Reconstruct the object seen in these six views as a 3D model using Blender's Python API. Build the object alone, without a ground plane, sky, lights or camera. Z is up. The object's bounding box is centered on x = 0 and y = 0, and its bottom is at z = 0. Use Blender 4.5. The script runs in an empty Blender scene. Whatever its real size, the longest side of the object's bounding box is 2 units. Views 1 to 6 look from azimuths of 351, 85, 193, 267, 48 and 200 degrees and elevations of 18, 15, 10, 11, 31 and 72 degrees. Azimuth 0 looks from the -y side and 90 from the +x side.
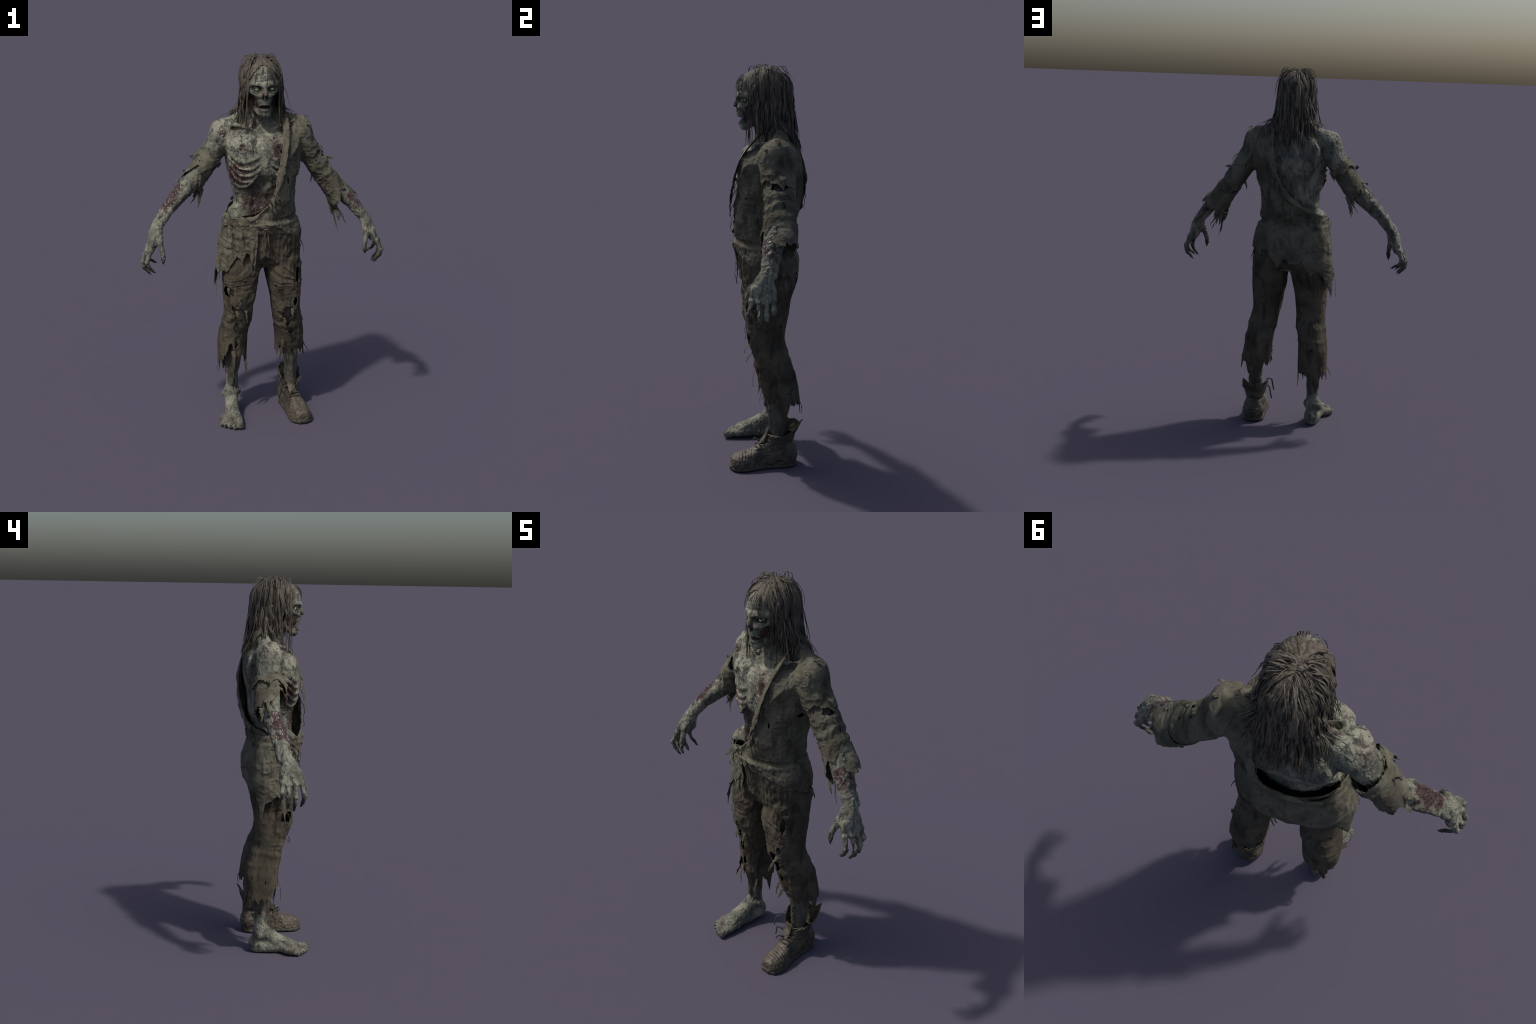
# A gaunt undead man in rags, built from implicit body forms, cut cloth shells and lofted strips.
import bpy, math
import numpy as np
from concurrent.futures import ThreadPoolExecutor
from mathutils import Vector

RNG = np.random.default_rng(7)
ROOT = None


# ------------------------------------------------------------------ numeric helpers
def V(*a):
    return np.array(a, dtype=float)


def sstep(a, b, x):
    t = np.clip((x - a) / (b - a), 0, 1)
    return t * t * (3 - 2 * t)


def smin(a, b, k):
    if k <= 0:
        return np.minimum(a, b)
    h = np.clip(.5 + .5 * (b - a) / k, 0, 1)
    return b + (a - b) * h - k * h * (1 - h)


def smax(a, b, k):
    return -smin(-a, -b, k)


def curve(xs, ys):
    """Smooth monotone-ish interpolation through control points (cubic Hermite)."""
    xs, ys = np.array(xs, float), np.array(ys, float)
    o = np.argsort(xs)
    xs, ys = xs[o], ys[o]
    h = np.diff(xs)
    s = np.diff(ys) / h
    m = np.zeros(len(xs))
    m[0], m[-1] = s[0], s[-1]
    m[1:-1] = np.where(s[:-1] * s[1:] > 0, 2 * s[:-1] * s[1:] / (s[:-1] + s[1:] + 1e-12), 0)

    def f(x):
        x = np.clip(x, xs[0], xs[-1])
        i = np.clip(np.searchsorted(xs, x) - 1, 0, len(h) - 1)
        t = (x - xs[i]) / h[i]
        return (ys[i] * (1 + 2 * t) * (1 - t) ** 2 + m[i] * h[i] * t * (1 - t) ** 2
                + ys[i + 1] * t * t * (3 - 2 * t) + m[i + 1] * h[i] * t * t * (t - 1))
    return f


def hash3(i, j, k, seed=0):
    n = (i * 73856093) ^ (j * 19349663) ^ (k * 83492791) ^ (seed * 2654435761)
    n = (n ^ (n >> 13)) * 1274126177 & 0x7fffffff
    n = (n ^ (n >> 16)) * 668265263 & 0x7fffffff
    return (n & 0xffff) / 32767.5 - 1


def noise(P, scale, seed=0):
    """Smooth value noise in -1..1; scale may be a 3-vector."""
    Q = P * np.asarray(scale, float)
    I = np.floor(Q).astype(np.int64)
    F = Q - I
    F = F * F * F * (F * (F * 6 - 15) + 10)
    out = 0
    for a in (0, 1):
        wa = F[..., 0] if a else 1 - F[..., 0]
        for b in (0, 1):
            wb = F[..., 1] if b else 1 - F[..., 1]
            for c in (0, 1):
                wc = F[..., 2] if c else 1 - F[..., 2]
                out = out + wa * wb * wc * hash3(I[..., 0] + a, I[..., 1] + b, I[..., 2] + c, seed)
    return out


def fbm(P, scale, octaves=3, seed=0):
    s, a, out = np.asarray(scale, float), 1.0, 0
    for o in range(octaves):
        out = out + a * noise(P, s, seed + 11 * o)
        s, a = s * 2.03, a * .5
    return out


def ridge(P, scale, seed=0):
    return .62 - 2 * np.abs(noise(P, scale, seed))


# ------------------------------------------------------------------ implicit shapes
def capsule(a, b, ra, rb):
    a, b = V(*a), V(*b)
    d = b - a
    L2 = d @ d

    def f(P):
        t = np.clip(((P - a) @ d) / L2, 0, 1)
        return np.linalg.norm(P - a - t[..., None] * d, axis=-1) - (ra + (rb - ra) * t)
    return f, (a + b) / 2, math.sqrt(L2) / 2 + max(ra, rb)


def chain(pts, radii, flat=None):
    """Tube through points; flat = (axis vector, factor) squashes it along that axis."""
    pts = np.array(pts, float)
    c = pts.mean(0)
    R = np.max(np.linalg.norm(pts - c, axis=1)) + max(radii)
    n, s = (None, 1) if flat is None else (V(*flat[0]) / np.linalg.norm(flat[0]), flat[1])

    def sq(P, o):
        D = P - o
        if n is None:
            return D
        return D + ((1 / s - 1) * (D @ n))[..., None] * n

    def f(P):
        out = np.full(P.shape[:-1], 9.)
        for i in range(len(pts) - 1):
            D = sq(P, pts[i])
            d = sq(pts[i + 1], pts[i])
            t = np.clip((D @ d) / (d @ d), 0, 1)
            r = radii[i] + (radii[i + 1] - radii[i]) * t
            out = np.minimum(out, np.linalg.norm(D - t[..., None] * d, axis=-1) - r)
        return out * min(1, s) if s < 1 else out
    return f, c, R


def ellipsoid(c, r, rot=None):
    c, r = V(*c), V(*r)
    M = np.eye(3) if rot is None else rot

    def f(P):
        Q = (P - c) @ M
        k0 = np.linalg.norm(Q / r, axis=-1)
        k1 = np.linalg.norm(Q / (r * r), axis=-1)
        d = k0 * (k0 - 1) / (k1 + 1e-9)
        return np.where(k0 < 1, np.maximum(d, (k0 - 1) * r.min()), d)
    return f, c, float(max(r))


def rot_z(deg):
    a = math.radians(deg)
    return np.array([[math.cos(a), -math.sin(a), 0], [math.sin(a), math.cos(a), 0], [0, 0, 1]])


def loft_z(rows, p=2.2):
    """Stack of super-ellipse sections: rows of (z, x0, x1, y0, y1)."""
    R = np.array(rows, float)
    fx0, fx1, fy0, fy1 = (curve(R[:, 0], R[:, i]) for i in (1, 2, 3, 4))
    z0, z1 = R[:, 0].min(), R[:, 0].max()

    def f(P):
        z = np.clip(P[..., 2], z0, z1)
        cx, cy = (fx0(z) + fx1(z)) / 2, (fy0(z) + fy1(z)) / 2
        hx, hy = (fx1(z) - fx0(z)) / 2, (fy1(z) - fy0(z)) / 2
        x, y = P[..., 0] - cx, P[..., 1] - cy
        rho = (np.abs(x / hx) ** p + np.abs(y / hy) ** p) ** (1 / p) + 1e-6
        d = np.hypot(x, y) * (1 - 1 / rho)
        d = np.where(rho < .2, -.8 * np.minimum(hx, hy), d)
        return np.maximum(d, np.maximum(P[..., 2] - z1, z0 - P[..., 2]))
    c = V((R[:, 1].min() + R[:, 2].max()) / 2, (R[:, 3].min() + R[:, 4].max()) / 2, (z0 + z1) / 2)
    rad = math.hypot(R[:, 2].max() - R[:, 1].min(), R[:, 4].max() - R[:, 3].min()) / 2 + (z1 - z0) / 2
    f.section = lambda z: (fx0(z), fx1(z), fy0(z), fy1(z))
    return f, c, rad


class Field:
    """A list of implicit shapes folded together with smooth unions and cuts."""

    def __init__(self):
        self.ops = []

    def add(self, shape, k=.01, mode='+'):
        self.ops.append((mode, *shape, k))
        return self

    def both(self, maker, *args, k=.01, mode='+', **kw):
        """Add the shape on the right side and mirrored on the left."""
        f, c, r = maker(*args, **kw)
        m = V(-1, 1, 1)
        self.add((f, c, r), k, mode)
        self.add((lambda P: f(P * m), c * m, r), k, mode)
        return self

    @staticmethod
    def fold(d, v, mode, k):
        if mode == '+':
            return smin(d, v, k)
        if mode == '-':
            return smax(d, -v, k)
        if mode == 'i':                  # keep only what lies inside this shape
            return smax(d, v, k)
        return d + v                     # 'w': warp, adds to the distance

    def __call__(self, P):
        d = np.full(P.shape[:-1], 1.)
        for mode, f, c, r, k in self.ops:
            d = self.fold(d, f(P), mode, k)
        return d

    def blocks(self, P, centres, R):
        """Evaluate on blocks of points, skipping the shapes that cannot reach a block of radius R."""
        d = np.full(P.shape[:-1], 1., P.dtype)
        for mode, f, c, r, k in self.ops:
            m = np.nonzero(np.linalg.norm(centres - c, axis=1) < r + R + 3 * k + .01)[0]
            if len(m) and mode in '+-':
                m = m[f(centres[m]) < 1.5 * R + (2 * k if k < .025 else 3 * k) + .006]
            if len(m):
                d[m] = self.fold(d[m], f(P[m]).astype(P.dtype), mode, k)
        return d

    def grad(self, P, e=.003):
        g = np.stack([self(P + V(*(e if i == j else 0 for j in range(3)))) - self(P - V(*(e if i == j else 0 for j in range(3)))) for i in range(3)], -1)
        return g / (np.linalg.norm(g, axis=-1, keepdims=True) + 1e-9)


def surface(field, lo, hi, h, n=4):
    """Surface nets on the sparse blocks that the surface crosses. Returns vertices, quads."""
    lo, hi = V(*lo), V(*hi)
    nb = 4 * np.ceil((hi - lo) / (h * n * 4)).astype(int)
    B = np.stack(np.meshgrid(*[np.arange(k) for k in nb // 4], indexing='ij'), -1).reshape(-1, 3)
    C = lo + (B + .5) * h * n * 4
    R = h * n * .87
    B = B[np.abs(field(C)) < R * 4 * 1.5 + .01]
    B = (B[:, None] * 4 + np.stack(np.meshgrid(*[np.arange(4)] * 3, indexing='ij'), -1).reshape(1, -1, 3)).reshape(-1, 3)
    C = lo + (B + .5) * h * n
    keep = np.abs(field.blocks(C[:, None, :], C, R * 2.5)[:, 0]) < R * 1.8 + .003
    B, C = B[keep], C[keep]
    G = np.stack(np.meshgrid(*[np.arange(n + 1)] * 3, indexing='ij'), -1)
    val = np.empty((len(B), n + 1, n + 1, n + 1), np.float32)

    def fill(s):
        e = slice(s, s + 1200)
        P = (lo + (B[e][:, None, None, None, :] * n + G[None]) * h)
        val[e] = field.blocks(P.reshape(len(P), -1, 3), C[e], R).reshape(P.shape[:-1])
    with ThreadPoolExecutor(4) as pool:
        list(pool.map(fill, range(0, len(B), 1200)))
    ins = val < 0
    corner = [(a, b, c) for a in (0, 1) for b in (0, 1) for c in (0, 1)]
    sl = lambda o: tuple([slice(None)] + [slice(i, i + n) for i in o])
    cnt = sum(ins[sl(o)].astype(np.int8) for o in corner)
    act = (cnt > 0) & (cnt < 8)
    bi, ci, cj, ck = np.nonzero(act)
    loc = np.stack([ci, cj, ck], -1)
    cv = np.stack([val[bi, ci + o[0], cj + o[1], ck + o[2]] for o in corner], -1)
    acc, num = np.zeros((len(bi), 3)), np.zeros(len(bi))
    for a in range(8):
        for b in range(a + 1, 8):
            oa, ob = np.array(corner[a]), np.array(corner[b])
            if np.abs(oa - ob).sum() != 1:
                continue
            x = (cv[:, a] < 0) != (cv[:, b] < 0)
            t = cv[x, a] / (cv[x, a] - cv[x, b])
            acc[x] += oa + t[:, None] * (ob - oa)
            num[x] += 1
    gidx = B[bi] * n + loc
    verts = lo + (gidx + acc / num[:, None]) * h
    dims = nb * n
    key = (gidx[:, 0] * dims[1] + gidx[:, 1]) * dims[2] + gidx[:, 2]
    order = np.argsort(key)
    skey = key[order]

    def look(g):
        k = (g[:, 0] * dims[1] + g[:, 1]) * dims[2] + g[:, 2]
        i = np.clip(np.searchsorted(skey, k), 0, len(skey) - 1)
        ok = (skey[i] == k) & (g >= 0).all(1)
        return np.where(ok, order[i], -1)
    quads = []
    for ax in range(3):
        o1 = [0, 0, 0]
        o1[ax] = 1
        a = ins[sl((0, 0, 0))]
        b = ins[sl(o1)]
        bi, ci, cj, ck = np.nonzero(a != b)
        g = B[bi] * n + np.stack([ci, cj, ck], -1)
        u, w = (ax + 1) % 3, (ax + 2) % 3
        eu, ew = np.zeros(3, int), np.zeros(3, int)
        eu[u], ew[w] = 1, 1
        q = np.stack([look(g - eu - ew), look(g - ew), look(g), look(g - eu)], -1)
        flip = ~a[bi, ci, cj, ck]
        q[flip] = q[flip][:, ::-1]
        quads.append(q[(q >= 0).all(1)])
    return verts, np.concatenate(quads)


# ------------------------------------------------------------------ mesh helpers
def tris_of(q):
    return np.concatenate([q[:, [0, 1, 2]], q[:, [0, 2, 3]]]) if q.shape[1] == 4 else q


def normals(v, f):
    t = tris_of(f)
    n = np.cross(v[t[:, 1]] - v[t[:, 0]], v[t[:, 2]] - v[t[:, 0]])
    out = np.zeros_like(v)
    for i in range(3):
        for k in range(3):
            out[:, k] += np.bincount(t[:, i], n[:, k], len(v))
    return out / (np.linalg.norm(out, axis=1, keepdims=True) + 1e-12)


def relax(v, f, it=2, a=.5):
    e = np.concatenate([f[:, [i, (i + 1) % f.shape[1]]] for i in range(f.shape[1])])
    e = np.concatenate([e, e[:, ::-1]])
    deg = np.bincount(e[:, 0], minlength=len(v))[:, None]
    for _ in range(it):
        s = np.stack([np.bincount(e[:, 0], v[e[:, 1], k], len(v)) for k in range(3)], -1)
        v = v + a * (s / np.maximum(deg, 1) - v)
    return v


def clip(v, nrm, f, field):
    """Cut a mesh along field = 0 and keep the side where it is positive."""
    t = tris_of(f)
    s = field[t] > 0
    k = s.sum(1)
    out = [t[k == 3]]
    ev, ek = [], {}
    base = len(v)
    part = t[(k == 1) | (k == 2)]
    sp = field[part] > 0
    kp = sp.sum(1)
    lone = np.where(kp == 1, sp.argmax(1), (~sp).argmax(1))
    r = np.arange(len(part))
    A, Bv, C = part[r, lone], part[r, (lone + 1) % 3], part[r, (lone + 2) % 3]
    E = np.concatenate([np.stack([A, Bv], -1), np.stack([A, C], -1)])
    Es = np.sort(E, 1)
    uq, inv = np.unique(Es[:, 0] * base + Es[:, 1], return_inverse=True)
    i, j = uq // base, uq % base
    tt = np.clip(field[i] / (field[i] - field[j] + 1e-12), .02, .98)[:, None]
    nv = v[i] + tt * (v[j] - v[i])
    nn = nrm[i] + tt * (nrm[j] - nrm[i])
    m1, m2 = inv[:len(part)] + base, inv[len(part):] + base
    one = kp == 1
    out.append(np.stack([A[one], m1[one], m2[one]], -1))
    two = ~one
    out.append(np.stack([m1[two], Bv[two], C[two]], -1))
    out.append(np.stack([m1[two], C[two], m2[two]], -1))
    T = np.concatenate(out)
    v, nrm = np.concatenate([v, nv]), np.concatenate([nrm, nn])
    used, T = np.unique(T, return_inverse=True)
    return v[used], nrm[used], T.reshape(-1, 3)


def drop_bits(v, nrm, t, least=60):
    """Remove islands smaller than a number of triangles."""
    lab = np.arange(len(v))
    for _ in range(400):
        m = lab[t].min(1)
        new = lab.copy()
        np.minimum.at(new, t.ravel(), np.repeat(m, 3))
        new = new[new]
        if (new == lab).all():
            break
        lab = new
    size = np.bincount(lab[t[:, 0]], minlength=len(v))
    t = t[size[lab[t[:, 0]]] >= least]
    used, t = np.unique(t, return_inverse=True)
    return v[used], nrm[used], t.reshape(-1, 3)


def shell(v, nrm, t, thick):
    """Give a cut sheet its thickness, inwards."""
    nrm = nrm / (np.linalg.norm(nrm, axis=1, keepdims=True) + 1e-9)
    n = len(v)
    e = np.concatenate([t[:, [0, 1]], t[:, [1, 2]], t[:, [2, 0]]])
    key, cnt = np.unique(np.sort(e, 1)[:, 0] * n + np.sort(e, 1)[:, 1], return_counts=True)
    ek = np.sort(e, 1)[:, 0] * n + np.sort(e, 1)[:, 1]
    bd = e[np.isin(ek, key[cnt == 1])]
    rim = np.concatenate([np.stack([bd[:, 1], bd[:, 0], bd[:, 0] + n], -1), np.stack([bd[:, 1], bd[:, 0] + n, bd[:, 1] + n], -1)])
    th = thick if np.ndim(thick) else np.full(n, thick)
    return np.concatenate([v, v - nrm * th[:, None]]), np.concatenate([t, t[:, ::-1] + n, rim])


def make(name, v, f, mat, parent=None, smooth=True, sharp=None, custom=None):
    me = bpy.data.meshes.new(name)
    v = np.asarray(v, np.float32)
    f = np.asarray(f)
    me.vertices.add(len(v))
    me.vertices.foreach_set('co', v.ravel())
    k = f.shape[1]
    me.loops.add(f.size)
    me.loops.foreach_set('vertex_index', f.ravel().astype(np.int32))
    me.polygons.add(len(f))
    me.polygons.foreach_set('loop_start', np.arange(0, f.size, k, dtype=np.int32))
    me.polygons.foreach_set('use_smooth', np.full(len(f), smooth))
    me.update(calc_edges=True)
    me.validate()
    me.materials.append(mat)
    if sharp:
        me.set_sharp_from_angle(angle=math.radians(sharp))
    if custom is not None:
        me.normals_split_custom_set_from_vertices(custom.tolist())
    ob = bpy.data.objects.new(name, me)
    bpy.context.scene.collection.objects.link(ob)
    ob.parent = parent if parent is not None else ROOT
    return ob


def frames(path):
    path = np.asarray(path, float)
    t = np.gradient(path, axis=0)
    return path, t / (np.linalg.norm(t, axis=1, keepdims=True) + 1e-9)


def smooth_path(pts, m):
    pts = np.asarray(pts, float)
    s = np.concatenate([[0], np.cumsum(np.linalg.norm(np.diff(pts, axis=0), axis=1))])
    u = np.linspace(0, s[-1], m)
    return np.stack([curve(s, pts[:, k])(u) for k in range(pts.shape[1])], -1)


def strip(path, up, width, thick, sides=6):
    """Loft a flattened tube along a path; width and thick per point, up = face normal per point."""
    path, t = frames(path)
    up = np.broadcast_to(np.asarray(up, float), path.shape)
    side = np.cross(t, up)
    side /= np.linalg.norm(side, axis=1, keepdims=True) + 1e-9
    up = np.cross(side, t)
    w = np.broadcast_to(width, len(path))[:, None, None]
    h = np.broadcast_to(thick, len(path))[:, None, None]
    a = np.linspace(0, 2 * np.pi, sides, endpoint=False)[None, :, None]
    v = path[:, None] + np.cos(a) * w * side[:, None] + np.sin(a) * h * up[:, None]
    m = len(path)
    i, j = np.meshgrid(np.arange(m - 1), np.arange(sides), indexing='ij')
    q = np.stack([i * sides + j, (i + 1) * sides + j, (i + 1) * sides + (j + 1) % sides, i * sides + (j + 1) % sides], -1).reshape(-1, 4)
    c = np.stack([path[0], path[-1]])
    n = m * sides
    j = np.arange(sides)
    k = (j + 1) % sides
    z0 = np.stack([np.full(sides, n), j, k, np.full(sides, n)], -1)[:, :3]
    z1 = np.stack([np.full(sides, n + 1), (m - 1) * sides + k, (m - 1) * sides + j], -1)
    f = np.concatenate([tris_of(q), z0, z1])
    return np.concatenate([v.reshape(-1, 3), c]), f[:, ::-1]


def join(parts):
    v, f, o = [], [], 0
    for a, b in parts:
        v.append(a)
        f.append(b + o)
        o += len(a)
    return np.concatenate(v), np.concatenate(f)
# ------------------------------------------------------------------ materials
class Nodes:
    """Tiny helper to wire procedural node trees."""

    def __init__(self, name):
        self.mat = bpy.data.materials.new(name)
        self.mat.use_nodes = True
        self.t = self.mat.node_tree
        self.bsdf = self.t.nodes['Principled BSDF']
        self.co = self.t.nodes.new('ShaderNodeTexCoord').outputs['Object']

    def n(self, kind, **kw):
        nd = self.t.nodes.new('ShaderNode' + kind)
        for k, v in kw.items():
            if hasattr(nd, k):
                setattr(nd, k, v)
            else:
                self.put(nd.inputs[k.replace('_', ' ')], v)
        return nd

    def put(self, sock, v):
        if isinstance(v, bpy.types.NodeSocket):
            self.t.links.new(v, sock)
        else:
            sock.default_value = v

    def math(self, op, a, b=0., c=False):
        m = self.n('Math', operation=op, use_clamp=c)
        self.put(m.inputs[0], a)
        self.put(m.inputs[1], b)
        return m.outputs[0]

    def vec(self, op, a, b):
        m = self.n('VectorMath', operation=op)
        self.put(m.inputs[0], a)
        self.put(m.inputs[1], b)
        return m.outputs['Value'] if op == 'LENGTH' else m.outputs[0]

    def noise(self, scale, detail=3, stretch=None, rough=.55, co=None, dist=0.):
        co = co or self.co
        if stretch:
            co = self.vec('MULTIPLY', co, stretch)
        m = self.n('TexNoise', Scale=scale, Detail=detail, Roughness=rough, Distortion=dist, Vector=co)
        return m.outputs['Fac']

    def band(self, x, a, b, smooth=True):
        """0 below a, 1 above b (also falling when a > b)."""
        m = self.n('MapRange', interpolation_type='SMOOTHSTEP' if smooth else 'LINEAR')
        lo, hi, o0, o1 = (a, b, 0., 1.) if a < b else (b, a, 1., 0.)
        for s, v in zip(m.inputs[:5], (x, lo, hi, o0, o1)):
            self.put(s, v)
        return m.outputs[0]

    def mix(self, fac, a, b, mode='MIX'):
        m = self.n('Mix', data_type='RGBA', blend_type=mode)
        self.put(m.inputs[0], fac)
        for s, v in ((m.inputs[6], a), (m.inputs[7], b)):
            self.put(s, v if isinstance(v, bpy.types.NodeSocket) else (*v, 1))
        return m.outputs[2]

    def warp(self, scale, amount):
        m = self.n('TexNoise', Scale=scale, Detail=3., Vector=self.co)
        d = self.vec('SUBTRACT', m.outputs['Color'], (.5, .5, .5))
        d = self.vec('MULTIPLY', d, (amount,) * 3)
        return self.vec('ADD', self.co, d)

    def blob(self, co, c, r, soft=.45):
        d = self.vec('DIVIDE', self.vec('SUBTRACT', co, tuple(c)), tuple(r))
        return self.band(self.vec('LENGTH', d, (0, 0, 0)), 1 + soft / 2, 1 - soft / 2)

    def most(self, masks):
        out = masks[0]
        for m in masks[1:]:
            out = self.math('MAXIMUM', out, m)
        return out

    def bump(self, h, strength, dist=.002):
        b = self.n('Bump', Strength=strength, Distance=dist, Height=h)
        self.put(self.bsdf.inputs['Normal'], b.outputs[0])

    def done(self, color, rough=.8, spec=.3, **kw):
        self.put(self.bsdf.inputs['Base Color'], color)
        self.put(self.bsdf.inputs['Roughness'], rough)
        self.put(self.bsdf.inputs['Specular IOR Level'], spec)
        return self.mat


def skin_material():
    N = Nodes('dead_skin')
    w = N.warp(48., .042)
    pale, grey, dark = (.252, .254, .194), (.110, .116, .090), (.038, .035, .029)
    big = N.noise(11., 4., (1, 1, .7), dist=.5)
    col = N.mix(N.band(big, .42, .66), grey, pale)
    green = N.noise(7., 2.)
    col = N.mix(N.math('MULTIPLY', N.band(green, .5, .68), .5), col, (.150, .170, .125))
    pink = N.noise(11., 2., co=N.vec('ADD', N.co, (3.1, 1.7, .4)))
    col = N.mix(N.math('MULTIPLY', N.band(pink, .52, .7), .45), col, (.20, .150, .125))
    # stringy dark creases and blotches of rot
    fine = N.noise(34., 3., (1, 1, .28), dist=1.)
    col = N.mix(N.math('MULTIPLY', N.band(fine, .49, .36), .75), col, dark)
    blot = N.noise(21., 3., co=N.vec('ADD', N.co, (9.1, 2.7, 5.4)))
    vein = N.noise(26., 3., (1, 1, .5), dist=1.6)
    crease = N.math('ABSOLUTE', N.math('SUBTRACT', vein, .5))
    col = N.mix(N.math('MULTIPLY', N.math('MULTIPLY', N.band(crease, .022, .004), N.band(blot, .42, .56)), .8), col, dark)
    col = N.mix(N.math('MULTIPLY', N.band(blot, .60, .70), .65), col, dark)
    painted_highlight = N.most([N.blob(w, (0, -.12, 1.895), (.055, .05, .045), .8), N.blob(w, (-.08, -.10, 1.56), (.09, .06, .055), .9), N.blob(w, (-.20, .03, 1.62), (.06, .08, .06), .9)])  # paler areas on forehead, chest and shoulder
    col = N.mix(N.math('MULTIPLY', painted_highlight, N.math('MULTIPLY', N.band(fine, .42, .56), .55)), col, (.36, .355, .275))
    # bare flesh
    red_at = [((-.112, -.118, 1.538), (.024, .03, .024)), ((-.209, -.03, 1.597), (.017, .03, .017)), ((.070, -.125, 1.533), (.036, .04, .030)), ((.066, -.13, 1.490), (.030, .04, .018)),
              ((.055, -.105, 1.582), (.012, .03, .011)), ((-.140, -.07, 1.395), (.048, .085, .066)), ((-.045, -.09, 1.255), (.080, .055, .100)), ((-.055, -.075, 1.760), (.028, .050, .042)),  # cheek pair, here and next line: shadow of the hollows coloured in
              ((.055, -.075, 1.760), (.028, .050, .042)), ((-.040, -.03, 1.655), (.016, .03, .04)), ((-.442, .01, 1.318), (.030, .06, .034)), ((-.478, .0, 1.272), (.034, .06, .044)), ((-.512, -.005, 1.225), (.026, .045, .036)), ((-.535, -.02, 1.165), (.012, .025, .030)),
              ((.475, .0, 1.235), (.026, .05, .035)), ((.505, -.005, 1.195), (.026, .045, .035)), ((.54, -.02, 1.145), (.014, .03, .030)), ((-.178, .030, .275), (.018, .02, .085)), ((-.215, .085, .235), (.016, .03, .04)), ((.33, .05, 1.475), (.06, .07, .035))]
    red = N.most([N.blob(w, c, r) for c, r in red_at])
    fibre = N.noise(95., 4., (1, 1, .45), dist=.8)
    flesh = N.mix(N.band(fibre, .38, .66), (.024, .011, .012), (.088, .047, .043))
    flesh = N.mix(N.math('MULTIPLY', N.band(fibre, .62, .74), .8), flesh, (.22, .165, .14))
    belly = N.blob(w, (-.03, -.10, 1.30), (.09, .06, .12), .8)
    flesh = N.mix(N.math('MULTIPLY', belly, .45), flesh, (.030, .020, .020))
    col = N.mix(N.math('MULTIPLY', red, N.math('ADD', .76, N.math('MULTIPLY', N.band(blot, .35, .6), .2))), col, flesh)
    dark_patches = N.most([N.blob(w, (.16, .06, .30), (.08, .12, .22), .7), N.blob(w, (-.17, .06, .33), (.08, .10, .12), .7), N.blob(w, (-.01, -.06, 1.33), (.12, .08, .085), .9)])
    col = N.mix(N.math('MULTIPLY', dark_patches, .7), col, (.060, .056, .044))
    # bone pale ribs, lips and teeth gums stay skin; blackened finger ends
    bone = N.most([N.blob(w, (0, -.13, 1.45), (.014, .03, .045)), N.blob(w, (-.105, -.11, 1.428), (.07, .03, .008)), N.blob(w, (-.10, -.11, 1.392), (.06, .03, .007)), N.blob(w, (-.108, -.10, 1.357), (.05, .03, .007))])
    col = N.mix(N.math('MULTIPLY', bone, .6), col, (.27, .25, .19))
    black_at = [((s * x, y, z), r) for s in (-1, 1) for x, y, z, r in ((.612, -.094, .912, (.035, .03, .036)), (.63, -.05, .895, (.04, .04, .040)), (.61, .0, .925, (.045, .025, .032)), (.534, -.107, .966, (.02, .02, .026)))]
    black = N.most([N.blob(w, c, r, .8) for c, r in black_at])
    col = N.mix(N.math('MULTIPLY', black, .85), col, (.030, .026, .022))
    sock = N.most([N.blob(w, (s * .039, -.108, 1.834), (.029, .05, .018), .6) for s in (-1, 1)] + [N.blob(N.co, (0, -.115, 1.742), (.036, .05, .0095), .6), N.blob(N.co, (0, -.128, 1.788), (.016, .03, .017), .5)])  # eye hollows, nose opening and mouth coloured darker
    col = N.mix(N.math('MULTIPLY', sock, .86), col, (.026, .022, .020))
    hgt = N.math('ADD', fine, N.math('MULTIPLY', fibre, .6))
    N.bump(N.math('ADD', hgt, N.math('MULTIPLY', N.band(crease, .0, .05), .5)), .7, .004)
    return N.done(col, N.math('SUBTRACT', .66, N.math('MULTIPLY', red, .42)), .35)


def cloth_material(name, light, mid, dark, weave=(1, 1, 1), fold_shade=(.05, .038, .028), rough=.92):
    N = Nodes(name)
    big = N.noise(9., 4.)
    col = N.mix(N.band(big, .35, .62), mid, light)
    streak = N.noise(26., 4., (1, 1, .30), dist=.5)
    col = N.mix(N.math('MULTIPLY', N.band(streak, .50, .34), .65), col, dark)
    st = N.noise(6., 3., co=N.vec('ADD', N.co, (4.2, 8.1, 2.3)))
    col = N.mix(N.math('MULTIPLY', N.band(st, .56, .72), .55), col, fold_shade)  # broad dark tint gives the cloth its fold shading
    spot = N.noise(70., 2.)
    col = N.mix(N.math('MULTIPLY', N.band(spot, .66, .74), .7), col, dark)
    fine = N.noise(230., 2., weave)
    col = N.mix(N.math('MULTIPLY', N.band(fine, .45, .7), .22), col, light)
    N.bump(N.math('ADD', streak, N.math('MULTIPLY', fine, .25)), .5, .004)
    return N.done(col, rough, .15)


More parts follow.
